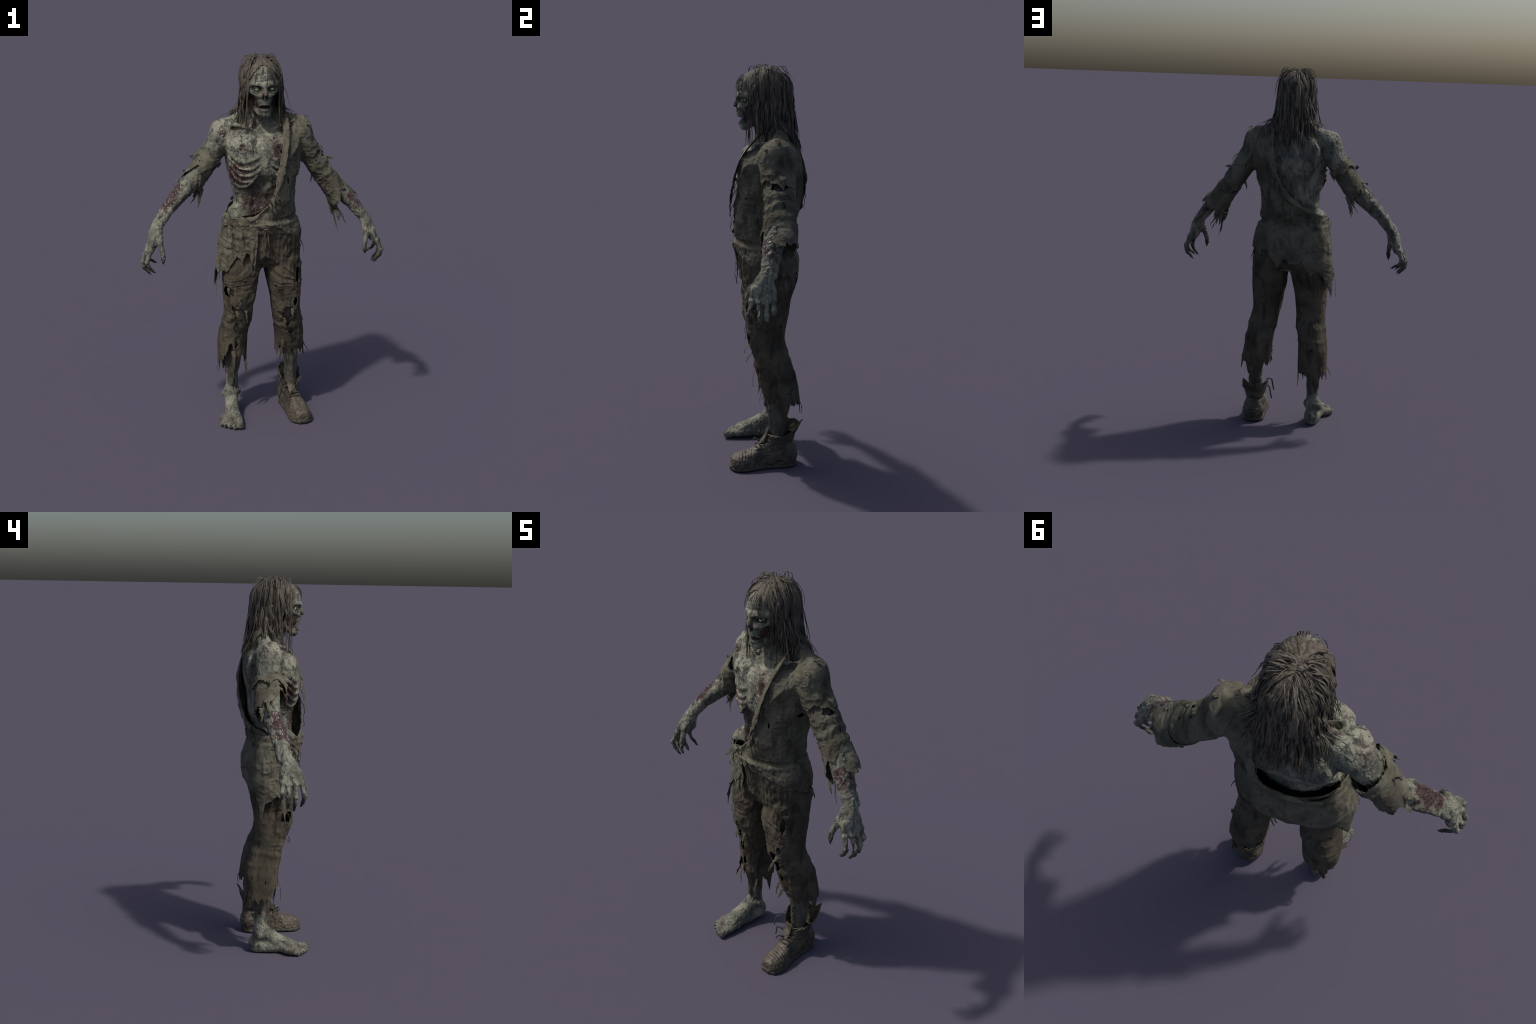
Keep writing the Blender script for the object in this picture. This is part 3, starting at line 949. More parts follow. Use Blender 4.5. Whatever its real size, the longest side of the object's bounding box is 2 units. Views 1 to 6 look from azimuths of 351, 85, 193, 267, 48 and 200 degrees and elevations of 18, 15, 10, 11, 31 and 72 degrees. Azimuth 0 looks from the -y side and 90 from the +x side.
HEM_SKIRT = [(-180, .955), (-168, .935), (-158, .925), (-147, .945), (-138, .905), (-130, .865), (-122, .90), (-112, .86), (-106, .79), (-103, .745), (-98, .84), (-88, .868), (-76, .862), (-62, .885), (-52, .955), (-44, .935), (-36, .985), (-26, .965), (-19, 1.0), (-14, 1.115), (-2, 1.125), (28, 1.118), (36, 1.085), (40, 1.03), (46, 1.078), (54, 1.05), (60, 1.02), (64, .975), (69, 1.03), (80, 1.02), (95, 1.0), (110, 1.01), (120, .985), (127, .945), (134, 1.0), (143, 1.0), (152, .955), (162, .905), (172, .935)]
CUFF_L = [(-180, .175), (-170, .20), (-160, .30), (-152, .175), (-140, .215), (-128, .155), (-108, .165), (-92, .125), (-80, .108), (-66, .125), (-50, .165), (-28, .185), (0, .192), (14, .165), (34, .172), (52, .155), (78, .165), (100, .15), (124, .17), (142, .205), (156, .175), (168, .265)]
CUFF_R = [(-180, .205), (-170, .268), (-160, .195), (-146, .165), (-130, .185), (-112, .13), (-95, .095), (-78, .075), (-60, .07), (-40, .105), (-20, .145), (0, .158), (10, .215), (20, .16), (46, .19), (66, .175), (90, .20), (112, .185), (130, .225), (144, .185), (160, .235), (170, .195)]


def along(P, a, d):
    """Length along an axis and angle round it (0 up and out, 90 back, 180 under)."""
    d = V(*d) / np.linalg.norm(d)
    t = (P - V(*a)) @ d
    e1 = np.array([np.sign(d[0]) * abs(d[2]), 0, abs(d[0])])
    e1 /= np.linalg.norm(e1)
    return t, np.degrees(np.arctan2((P - V(*a)) @ V(0, 1, 0), (P - V(*a)) @ e1))


def cloth_folds(P, seed, diag=0.):
    x, y, z = P.T
    S = np.stack([x, y, z + diag * x], -1) + .02 * noise(P, 12, seed)[:, None]
    k = .45 + .55 * sstep(.08, -.02, y)
    return k * (.0040 * ridge(S, (13, 13, 30), seed + 1) + .0034 * fbm(P, (30, 30, 15), 3, seed + 2) + .0024 * ridge(P, (42, 42, 55), seed + 3) + .0010 * noise(P, 120, seed + 4))


ARM_L = [(.196, .047, 1.585), (.262, .050, 1.471), (.347, .053, 1.350), (.390, .046, 1.289), (.447, .033, 1.216), (.53, .026, 1.12), (.57, .02, 1.06)]
ROUND = ((0, 1, 0), 1.30)   # sleeves are deeper than wide
ARM_R = [(-.228, .050, 1.535), (-.263, .051, 1.474), (-.303, .051, 1.415), (-.358, .050, 1.344), (-.423, .040, 1.262), (-.463, .034, 1.202)]


def build_shirt(mat):
    base = shoulder_field()
    top = lambda P: np.maximum(base(P) - .005, 1.40 - P[..., 2])
    F = Field().add(loft_z(SHIRT, 2.15)).add((top, V(.1, .05, 1.55), .33), .03)
    # the back hangs away from the body like a sling
    sling = loft_z([(z, min(a, -.186), b, c, d - .004) for z, a, b, c, d in SHIRT if z > 1.1], 2.3)
    F.add((lambda P: np.maximum(sling[0](P), .05 - P[..., 1]), sling[1], sling[2]), .02)
    F.add(chain(ARM_L, [.060, .057, .056, .057, .062, .070, .074], ROUND), .03)

    def bend(P, n):
        x, y, z = P.T
        d = cloth_folds(P, 40, .5 * np.sign(-y) * sstep(1.3, 1.1, z))
        # long folds sweeping from the shoulder to the tied waist, back and front
        S = np.stack([x - .55 * (z - 1.3) * np.where(y > 0, 1, 1) , y * 0, 0 * x], -1)
        body = (x < .22) * sstep(1.12, 1.18, z) * sstep(1.62, 1.5, z)
        d += body * .006 * ridge(S + .03 * noise(P, 7, 3)[:, None], 17, 50)
        d += -.006 * np.exp(-((z - 1.155) / .012) ** 2) * (x < .3) + .004 * np.exp(-((z - 1.135) / .01) ** 2) * (x < .3)
        arm = sstep(.24, .30, x)
        t, a = along(P, ARM_L[2], (.6, -.15, -.79))
        t2 = t + .018 * np.sin(np.radians(a) + .6) + .012 * noise(P, 18, 77)
        d += arm * (.004 * np.exp(-((t2 - .045) / .014) ** 2) + .005 * np.exp(-((t2 + .01) / .012) ** 2) - .004 * np.exp(-((t2 - .018) / .010) ** 2))
        d += arm * sstep(.05, .14, t) * .007
        # ruck below the tear, shoulder seam
        d += .006 * np.exp(-((np.linalg.norm((P - V(.345, .05, 1.435)) / V(.08, .08, .014), axis=1))) ** 2)
        d += .004 * sstep(.222, .228, x) * sstep(1.53, 1.56, z)
        return d

    def keep(P, n):
        x, y, z = P.T
        w = sstep(-.01, .08, y)
        edge = EDGE_FRONT(z) * (1 - w) + EDGE_BACK(z) * w + .006 * noise(P, 45, 6)
        f = np.where(z > 1.10, (x - edge) * .8, 1)
        body = z - hem(ang(P, 0, .02), HEM_SKIRT, .010, 7)
        f = np.minimum(f, np.where(x < .30, body, 1))
        t, a = along(P, ARM_L[2], (.6, -.15, -.79))
        f = np.where(x > .28, np.minimum(f, .085 - t), f)
        f = np.minimum(f, holes(P, [((.352, .045, 1.475), (.050, .064, .021)), ((.41, -.03, 1.25), (.01, .05, .02)), ((.195, .0, 1.405), (.03, .02, .014)), ((.12, -.15, 1.36), (.006, .05, .018))], 8, .2))
        # neck opening
        f = np.minimum(f, np.linalg.norm((P - V(0, .04, 1.72)) / V(.092, .10, .09), axis=1) * .09 - .09)
        return np.minimum(f, slits(P, n, 34, 15, lambda Q: (Q[:, 2] > .95) & (Q[:, 2] < 1.58)))
    return garment('shirt', F, (-.32, -.22, .70), (.62, .25, 1.76), .0040, bend, keep, .0028, mat)


def build_overlays(mat):
    """Second layers: tied hip band, upper skirt panel, right sleeve and torn sleeve patches."""
    grown = lambda g: [(z, a - g, b + g, c - g, d + g) for z, a, b, c, d in SHIRT]
    lo, hi = (-.33, -.23, .85), (.30, .25, 1.30)
    F = Field().add(loft_z(grown(.005), 2.15))

    def panel(P, n):
        a = ang(P, 0, .02)
        low = hem(a, [(-180, .99), (-165, .985), (-140, 1.005), (-118, 1.015), (-100, .99), (-80, 1.012), (-62, 1.0), (-45, .995), (-33, .99), (-25, .94), (-21.5, .885), (-19, .96), (-16.5, 1.02), (0, 1.3), (170, 1.3)], .004, 21)
        side = np.minimum((-15.5 - .25 * (1.15 - P[:, 2]) * 10 - a), a + 172) * .003
        return np.minimum(np.minimum(P[:, 2] - low, 1.165 - P[:, 2]), side)
    garment('skirt_panel', F, lo, hi, .0040, lambda P, n: cloth_folds(P, 60, .3) + .004 * ridge(P, (22, 22, 6), 66), panel, .0028, mat)
    G = Field().add(loft_z(grown(.008), 2.15))

    def band(P, n):
        a = ang(P, 0, .02)
        low = hem(a, [(-180, 1.16), (-150, 1.15), (-135, 1.12), (-120, 1.135), (-104, 1.085), (-98, 1.12), (-84, 1.10), (-70, 1.125), (-58, 1.105), (-48, 1.07), (-42, 1.105), (-34, 1.13), (-26, 1.15), (-20, 1.165), (0, 1.4), (170, 1.4)], .006, 23)
        up = hem(a, [(-180, 1.2), (-150, 1.20), (-120, 1.178), (-95, 1.182), (-75, 1.185), (-55, 1.182), (-38, 1.178), (-24, 1.182), (0, 1.18)], .004, 24)
        return np.minimum(np.minimum(P[:, 2] - low, up - P[:, 2]), np.minimum(-19 - a, a + 168) * .003)

    def roll(P, n):
        a = ang(P, 0, .02)
        c = np.interp(a, [-180, -90, -20], [1.17, 1.165, 1.175])
        return cloth_folds(P, 70, 1.2) + .005 * np.exp(-((P[:, 2] - c) / .016) ** 2) + .004 * np.exp(-((P[:, 2] - c + .034) / .010) ** 2)
    garment('hip_band', G, lo, hi, .0040, roll, band, .003, mat)
    # right sleeve, a torn tube round the upper arm with an overlapping upper wrap
    S = Field().add(chain(ARM_R, [.057, .058, .058, .060, .064, .066], ROUND))
    dr = (-.608, 0, -.794)

    def sleeve(P, n):
        t, a = along(P, ARM_R[1], dr)
        up = hem(a, [(-180, .0), (-120, -.012), (-90, .0), (-60, -.02), (-30, -.03), (0, .0), (30, .01), (60, .02), (90, .03), (130, .01)], .008, 26)
        f = np.minimum(hem(a, CUFF_R, .008, 25) - t, t - up)
        f = np.minimum(f, holes(P, [((-.318, -.012, 1.455), (.008, .03, .010)), ((-.30, -.012, 1.44), (.006, .03, .009)), ((-.40, .11, 1.35), (.012, .03, .012))], 9, .2))
        return np.minimum(f, slits(P, n, 14, 35, lambda Q: Q[:, 2] > 1.3))
    garment('sleeve', S, (-.55, -.08, 1.08), (-.18, .18, 1.62), .0038, lambda P, n: cloth_folds(P, 80, .8), sleeve, .0026, mat)
    W = Field().add(chain(ARM_R[:4], [.060, .063, .066, .074], ROUND))

    def wrap(P, n):
        t, a = along(P, ARM_R[1], dr)
        low = hem(a, [(-180, .02), (-120, .03), (-95, .07), (-80, .12), (-70, .06), (-40, .02), (-15, .035), (0, .075), (8, .05), (40, .03), (80, .045), (120, .03), (150, .05)], .006, 28)
        return np.minimum(low - t, t - hem(a, [(-180, .0), (-90, -.012), (0, -.005), (90, .0)], .006, 29))
    garment('sleeve_wrap', W, (-.45, -.08, 1.25), (-.18, .18, 1.62), .0038, lambda P, n: cloth_folds(P, 90, -.6) + .004, wrap, .0026, mat)
    # wide folded cuff of the left sleeve, overlapping the upper part
    K = Field().add(chain(ARM_L[2:], [.058, .062, .069, .078, .083], ROUND))

    def cuff(P, n):
        t, a = along(P, ARM_L[2], (.6, -.15, -.79))
        up = .030 + .022 * np.sin(np.radians(a) + .9) + .004 * noise(P, 40, 3)
        f = np.minimum(hem(a, CUFF_L, .008, 9) - t, t - up)
        return np.minimum(f, holes(P, [((.43, -.035, 1.235), (.007, .05, .022))], 4, .2))

    def cuff_fold(P, n):
        t, a = along(P, ARM_L[2], (.6, -.15, -.79))
        return cloth_folds(P, 85, 1.) + .005 * ridge(P, (16, 16, 7), 86)
    garment('cuff', K, (.28, -.10, 1.00), (.66, .18, 1.44), .0040, cuff_fold, cuff, .0028, mat)
    # torn shoulder cap over the left sleeve
    base = shoulder_field()
    C = Field().add((lambda P: np.maximum(base(P) - .010, 1.45 - P[..., 2]), V(.15, .05, 1.6), .2))
    C.add(chain(ARM_L[:3], [.064, .062, .062], ROUND), .03)

    def cap(P, n):
        t, a = along(P, ARM_L[2], (.6, 0, -.79))
        low = hem(a, [(-180, -.25), (-120, -.24), (-100, -.15), (-80, -.135), (-55, -.15), (-35, -.125), (-15, -.118), (0, -.105), (10, -.085), (20, -.115), (40, -.11), (60, -.10), (80, -.12), (100, -.16), (130, -.25)], .005, 31)
        top = .254 + .01 * noise(P, 30, 4)
        inner = (P[:, 0] - .19) + .3 * (P[:, 2] - 1.60)
        return np.minimum(np.minimum(low - t, inner * .8), np.minimum(P[:, 2] - 1.46, 1))
    garment('sleeve_patch', C, (.10, -.10, 1.40), (.42, .20, 1.72), .0038, lambda P, n: cloth_folds(P, 95, .2) * .8, cap, .0026, mat)


def rag(root, tip, width, out, sag=.01, seed=0, n=9):
    """A torn strip hanging from root to tip, widest at the root."""
    rng = np.random.default_rng(seed)
    a, b = V(*root), V(*tip)
    s = np.linspace(0, 1, n)[:, None]
    p = a + (b - a) * s + V(*out) * sag * np.sin(s * math.pi * rng.uniform(.7, 1.4)) + rng.normal(0, .0012, (n, 3))
    w = width * (1 - s[:, 0]) ** .8 * (1 + .25 * rng.normal(0, 1, n)) + .0007
    return strip(p, V(*out), np.maximum(w, .0007), np.full(n, .0014), 6)


def build_ribbons(shirt, cloth, mat_dark):
    """Folded edges of the open shirt, hanging tatters, tie string."""
    fr = [(.106, .02, 1.712), (.116, -.035, 1.668), (.115, -.080, 1.617), (.108, -.116, 1.560), (.097, -.137, 1.500), (.085, -.150, 1.445), (.070, -.160, 1.390), (.058, -.164, 1.341), (.047, -.166, 1.305), (.040, -.168, 1.27)]
    p = smooth_path(fr, 70)
    s = np.linspace(0, 1, 70)
    w = .017 + .004 * RNG.normal(0, 1, 70) * (np.arange(70) % 2)
    up = np.stack([-.45 + 0 * s, -1 + .8 * np.exp(-(s / .15) ** 2), .35 + .6 * np.exp(-(s / .2) ** 2)], -1)
    make('lapel', *strip(p + noise(p, 40, 3)[:, None] * .003, up, w * np.minimum(1, 4 * (1.02 - s)), .0018 + .0006 * np.sin(s * 40), 10), cloth, sharp=60, parent=shirt)
    bk = [(.104, .06, 1.710), (.096, .122, 1.672), (.092, .165, 1.60), (.086, .186, 1.53), (.076, .196, 1.47), (.052, .197, 1.41), (.030, .190, 1.36), (.006, .184, 1.318), (-.042, .173, 1.275), (-.095, .160, 1.240), (-.145, .138, 1.215)]
    p = smooth_path(bk, 70)
    w = .012 + .004 * np.sin(s * 19) + .003 * np.sin(s * 53 + 2)
    up = np.stack([-.3 + 0 * s, np.ones(70) - .7 * np.exp(-(s / .1) ** 2), .4 + 0 * s], -1)
    make('collar', *strip(p + noise(p, 40, 9)[:, None] * .003, up, w, .005 + .002 * np.sin(s * 33), 8), cloth, sharp=60, parent=shirt)
    F, B, L, R = (0, -1, 0), (0, 1, 0), (1, 0, 0), (-1, 0, 0)
    tat = [  # root, tip, half width, facing
        ((.092, -.160, 1.45), (.100, -.170, 1.385), .014, F), ((.060, -.172, 1.40), (.048, -.195, 1.335), .013, F), ((.052, -.175, 1.34), (.047, -.183, 1.27), .010, F), ((.030, -.172, 1.285), (.036, -.178, 1.225), .009, F),
        ((.08, -.150, 1.47), (.062, -.175, 1.452), .007, F), ((.02, -.172, 1.25), (.03, -.185, 1.20), .006, F), ((.075, .206, 1.45), (.070, .205, 1.37), .013, B), ((.060, .205, 1.40), (.055, .203, 1.30), .009, B),
        ((.225, .045, 1.64), (.262, .05, 1.642), .012, (0, 0, 1)), ((.235, .0, 1.62), (.262, -.015, 1.618), .010, (0, 0, 1)), ((.315, .06, 1.52), (.352, .062, 1.485), .012, L), ((.352, .04, 1.44), (.385, .03, 1.435), .009, L),
        ((.28, .03, 1.36), (.268, .03, 1.315), .006, F), ((.40, .03, 1.20), (.43, .02, 1.045), .009, F), ((.375, .04, 1.21), (.392, .03, 1.13), .010, F), ((.42, .0, 1.19), (.43, -.005, 1.12), .012, F), ((.50, .02, 1.265), (.525, .02, 1.225), .010, L),
        ((-.335, .04, 1.31), (-.352, .03, 1.205), .012, F), ((-.335, .10, 1.33), (-.365, .095, 1.225), .013, B), ((-.43, .09, 1.34), (-.455, .085, 1.28), .012, R), ((.39, .08, 1.22), (.415, .075, 1.11), .014, B), ((.44, .07, 1.2), (.455, .06, 1.13), .012, B), ((-.315, .02, 1.33), (-.325, .015, 1.265), .008, F), ((-.325, -.02, 1.42), (-.335, -.035, 1.32), .009, F), ((-.43, .05, 1.385), (-.472, .045, 1.333), .009, R), ((-.345, .05, 1.475), (-.378, .05, 1.478), .010, R), ((-.405, .08, 1.41), (-.435, .085, 1.40), .009, R),
        ((-.20, -.13, 1.10), (-.232, -.13, 1.062), .010, F), ((-.15, -.165, 1.10), (-.152, -.168, 1.045), .010, F), ((-.085, -.163, 1.03), (-.088, -.155, .88), .013, F), ((-.262, -.05, .87), (-.272, -.06, .735), .012, R), ((.208, -.06, 1.02), (.225, -.09, .955), .010, L), ((.205, .1, .99), (.215, .11, .935), .010, L),
        ((-.245, -.03, 1.20), (-.262, -.02, 1.15), .008, R), ((-.225, .0, .90), (-.25, .02, .80), .010, R),
        ((-.240, .03, .33), (-.258, .0, .262), .012, R), ((-.105, .02, .32), (-.098, .0, .225), .008, F), ((-.20, .16, .32), (-.205, .18, .205), .013, B), ((-.165, -.03, .40), (-.162, -.045, .29), .010, F), ((.09, .0, .37), (.078, -.02, .31), .012, F), ((.225, .06, .38), (.252, .03, .325), .010, L), ((.17, .16, .34), (.175, .17, .282), .014, B),
        ((.12, -.06, .60), (.112, -.085, .545), .008, F), ((.155, -.06, .645), (.15, -.09, .60), .008, F), ((-.105, -.07, .64), (-.10, -.09, .575), .009, F), ((-.15, -.07, .65), (-.145, -.085, .60), .008, F), ((-.205, -.06, .77), (-.20, -.08, .73), .007, F), ((.075, -.04, .43), (.068, -.055, .35), .009, F)]
    for i, (a, b, w, o) in enumerate(tat):
        near = SHEETS[np.argmin(((SHEETS - V(*a)) ** 2).sum(1))]
        move = near - V(*a)
        make('tatter', *rag(near, V(*b) + move * .8, w, o, .006, 100 + i), cloth if a[2] > .8 else mat_dark, sharp=60, parent=shirt)
    # tie string with its knot
    knot = [strip(smooth_path(q, 16), F, .0032, .0028, 8) for q in ([(-.016, -.146, 1.122), (-.008, -.152, 1.130), (.004, -.151, 1.122), (-.004, -.154, 1.114), (-.014, -.150, 1.119)],
            [(-.004, -.150, 1.116), (-.007, -.140, 1.075), (-.002, -.132, 1.035), (-.006, -.127, .995)], [(.002, -.150, 1.116), (.012, -.139, 1.08), (.014, -.132, 1.04), (.022, -.127, 1.01)])]
    make('waist_tie', *join(knot), cloth, parent=shirt)


# ------------------------------------------------------------------ boot
def build_boot(leather, dark):
    ys = [.152, .135, .10, .04, -.02, -.07, -.108, -.140, -.166, -.179]
    wid = curve(ys, [.022, .043, .053, .050, .049, .056, .060, .057, .043, .020])
    cen = curve(ys, [.166, .166, .167, .170, .177, .186, .191, .194, .195, .195])
    top = curve(ys, [.060, .112, .130, .130, .122, .098, .082, .076, .066, .042])

    def lofted(grow, flat):
        def f(P):
            x, y, z = P[..., 0], P[..., 1], P[..., 2]
            yc = np.clip(y, -.179, .152)
            w, h = wid(yc) + grow, (top(yc) if flat is None else flat)
            u, s = (x - cen(yc)) / w, np.maximum(z, 0) / h
            rho = (np.abs(u) ** 2.6 + s ** 2.6) ** (1 / 2.6) + 1e-6
            d = np.minimum(w, h) * (rho - 1) * .8
            d = np.where(rho < 1, np.maximum(d, -.03), d)
            return np.maximum(np.maximum(d, (y - .152 - grow) * 1.), np.maximum(-.179 - grow - y, -z + .0015))
        return f, V(.17, -.02, .05), .22
    F = Field().add(lofted(0, None))
    F.add(loft_z([(.05, .114, .214, .02, .150), (.10, .120, .214, .012, .144), (.13, .122, .214, .010, .142), (.165, .117, .222, .006, .146), (.19, .110, .228, .0, .152)], 2.2), .02)
    F.add(ellipsoid((.167, .118, .06), (.057, .042, .06)), .02)

    def bend(P, n):
        x, y, z = P.T
        flex = np.exp(-((y + .10) / .035) ** 2) * sstep(.04, .075, z)
        d = -.0035 * flex * np.maximum(0, np.sin((y + .2 * (x - .18) ** 2) * 420)) + .003 * fbm(P, 30, 3, 4) + .002 * ridge(P, 60, 6)
        d -= .003 * np.exp(-((y + .035 - .3 * np.abs(x - .172)) / .004) ** 2) * sstep(.03, .05, z)      # toe cap seam
        d -= .003 * np.exp(-((y - .07 - .3 * z) / .004) ** 2) * sstep(.03, .04, z) * (z < .12)            # heel seam
        d -= .004 * np.exp(-((z - .122 - .1 * (y - .07)) / .006) ** 2) * (y > .02)
        d += .005 * ridge(P, (14, 14, 46), 8) * sstep(.12, .15, z)
        return d
    v, q = surface(F, (.06, -.24, -.02), (.30, .22, .21), .003)
    v = relax(v, q, 2, .5)
    n = normals(v, q)
    v = v + n * bend(v, n)[:, None]
    n = normals(v, q)
    v[:, 2] = np.maximum(v[:, 2], .003)
    v, n, t = clip(v, n, q, .172 - v[:, 2])
    v, t = shell(v, n, t, .004)
    boot = make('boot', v, t, leather, sharp=60)
    S = Field().add(lofted(.006, .034)).add((lambda P: P[..., 2] - .021, V(.17, 0, .02), .3), .006, 'i')
    v, q = surface(S, (.06, -.26, -.03), (.30, .24, .05), .0035)
    v = relax(v, q, 1, .4)
    nn = normals(v, q)
    v = v + nn * (.0015 * fbm(v, 40, 2, 3) - .003 * np.exp(-((v[:, 1] - .03) / .006) ** 2))[:, None]
    v[:, 2] = np.maximum(v[:, 2], 0)
    make('sole', v, q, dark, parent=boot)
    # torn collar that gapes outwards
    C = Field().add(loft_z([(.10, .110, .218, .014, .146), (.14, .110, .220, .004, .147), (.17, .108, .228, -.004, .150), (.20, .102, .245, -.012, .160), (.23, .095, .262, -.02, .172), (.28, .085, .29, -.03, .195)], 2.2))

    def keep(P, n):
        a = ang(P, .158, .075)
        up = hem(a, [(-180, .225), (-160, .23), (-140, .222), (-110, .24), (-90, .245), (-70, .235), (-45, .20), (-25, .155), (-10, .14), (15, .14), (35, .155), (55, .175), (80, .172), (100, .175), (120, .19), (140, .215), (152, .262), (165, .235)], .004, 41)
        return np.minimum(up - P[:, 2], P[:, 2] - .15)
    garment('boot_collar', C, (.05, -.08, .09), (.33, .26, .30), .003, lambda P, n: .003 * fbm(P, 34, 3, 5) + .003 * ridge(P, (22, 22, 9), 7), keep, .0045, leather, 60, boot)
    # the collar's outer flap folded down, the tongue
    make('boot_tongue', *strip(smooth_path([(.168, -.035, .117), (.164, -.014, .138), (.160, .004, .165), (.158, .010, .190)], 12), (0, -.8, .5), np.array([.02] * 9 + [.024, .026, .018]), .004, 8), leather, sharp=50, parent=boot)
    for i in range(4):
        y, z = -.052 + .017 * i, .1085 + .0105 * i + .004 * (i == 3)
        c = .173 - .004 * i
        lace = smooth_path([(c - .030, y + .012, z - .006), (c - .012, y, z + .004), (c + .010, y - .002, z + .006), (c + .030, y + .010, z - .003)], 12)
        make('lace', *strip(lace, (0, -.5, 1), .0032, .0026, 6), dark, parent=boot)
    loose = [[(.140, -.012, .147), (.120, -.030, .165), (.105, -.025, .150), (.098, -.020, .118), (.090, -.018, .092)], [(.165, -.03, .128), (.15, -.055, .138), (.14, -.062, .120)], [(.11, -.005, .215), (.095, -.018, .208), (.088, -.022, .180), (.080, -.02, .145)]]
    for p in loose:
        make('lace', *strip(smooth_path(p, 14), (0, -1, .3), .0042, .0022, 6), dark, parent=boot)
    return boot
# ------------------------------------------------------------------ eyes, teeth, nails, hair
def ball(c, r, n=16):
    th, ph = np.meshgrid(np.linspace(0, math.pi, n + 1), np.linspace(0, 2 * math.pi, 2 * n, endpoint=False), indexing='ij')
    v = np.stack([np.sin(th) * np.cos(ph), np.sin(th) * np.sin(ph), np.cos(th)], -1).reshape(-1, 3) * np.asarray(r) + V(*c)
    i, j = np.meshgrid(np.arange(n), np.arange(2 * n), indexing='ij')
    k = (j + 1) % (2 * n)
    return v, np.stack([i * 2 * n + j, (i + 1) * 2 * n + j, (i + 1) * 2 * n + k, i * 2 * n + k], -1).reshape(-1, 4)


def build_face_bits(parts, eye, tooth, nail, skin):
    head = parts['head', 0]
    for s in (-1, 1):
        make('eye', *ball((s * .0385, -.0955, 1.8335), .0128), eye, parent=head)
        lid = smooth_path([(s * .017, -.108, 1.834), (s * .027, -.113, 1.8405), (s * .040, -.112, 1.8425), (s * .054, -.101, 1.836)], 12)
        make('eyelid', *strip(lid, (0, -1, .5), .0035, .0022, 8), skin, parent=head)
        lid = smooth_path([(s * .018, -.107, 1.830), (s * .030, -.110, 1.8265), (s * .042, -.108, 1.8255), (s * .054, -.099, 1.831)], 12)
        make('eyelid', *strip(lid, (0, -1, -.3), .0028, .0022, 8), skin, parent=head)
    rng = np.random.default_rng(3)
    for i in range(8):
        x = (i - 3.5) * .0068
        for z, up, hh in ((1.7325, 1, .0065), (1.7515, -1, .0055)):
            if rng.random() < .15:
                continue
            y = -.117 + 26 * x * x + (.004 if up < 0 else .008)
            v, f = ball((x + rng.normal(0, .0004), y, z), (.0030, .0026, hh * rng.uniform(.85, 1.1)), 6)
            make('tooth', v, f, tooth, parent=head)
    for side in (-1, 1):
        for n, j in FINGERS.items():
            a, b = V(*j[2]), V(*j[3])
            d = (b - a) / np.linalg.norm(b - a)
            out = V(-1, 0, 0) if n != 'thumb' else V(0, -1, 0)
            out = out - d * (out @ d)
            out /= np.linalg.norm(out)
            p = np.stack([b - d * .012 + out * .005, b - d * .002 + out * .006, b + d * .008 + out * .004, b + d * .0155 + out * .001])
            v, f = strip(smooth_path(p, 8) * V(-side, 1, 1), out * V(-side, 1, 1), np.array([.0045, .0058, .006, .0058, .0052, .0042, .0028, .0008]), .0016, 8)
            make('fingernail', v, f, nail, parent=parts['hand', side])
    foot = parts['foot', 0]
    for x, y, z, r in ((-.152, -.196, .030, .0095), (-.183, -.189, .024, .006), (-.209, -.177, .022, .0055), (-.232, -.161, .020, .005), (-.251, -.141, .018, .0045)):
        make('toenail', *ball((x, y, z), (r, .006, .0035), 8), nail, parent=foot)


def grow_hair(roots, start, length, lift, flare, seed, steps=34, stiff=.74, wave=.10, hug=.6):
    """Let strands fall from the scalp: they slide over head and shoulders, held off by `lift`."""
    rng = np.random.default_rng(seed)
    p, d = roots.copy(), start / np.linalg.norm(start, axis=1, keepdims=True)
    ds = (length / steps)[:, None]
    path, nrm = [p.copy()], [HEADF.grad(p)]
    if hug:
        d = d - nrm[0] * (d * nrm[0]).sum(1, keepdims=True)
        d /= np.linalg.norm(d, axis=1, keepdims=True)
    for i in range(steps):
        g = nrm[-1]
        rad = np.stack([p[:, 0], p[:, 1] - .01, 0 * p[:, 0]], -1)
        rad /= np.linalg.norm(rad, axis=1, keepdims=True) + 1e-6
        want = V(0, 0, -1) + flare[:, None] * rad * (p[:, 2:3] < 1.86) + wave * rng.normal(0, 1, p.shape)
        d = stiff * d + (1 - stiff) * want
        d /= np.linalg.norm(d, axis=1, keepdims=True)
        q = p + d * ds
        s = HEADF(q)
        g = HEADF.grad(q)
        pen = np.maximum(lift - s, 0)
        q = q + g * np.minimum(pen, .02)[:, None]
        if hug:                              # clings to the skull, hangs free below the ears
            q = q - g * (hug * np.maximum(s - lift, 0) * sstep(1.84, 1.93, q[:, 2]))[:, None]
        step = q - p
        d = step / (np.linalg.norm(step, axis=1, keepdims=True) + 1e-9)
        p = q
        path.append(p.copy())
        nrm.append(g)
    return np.stack(path, 1), np.stack(nrm, 1)


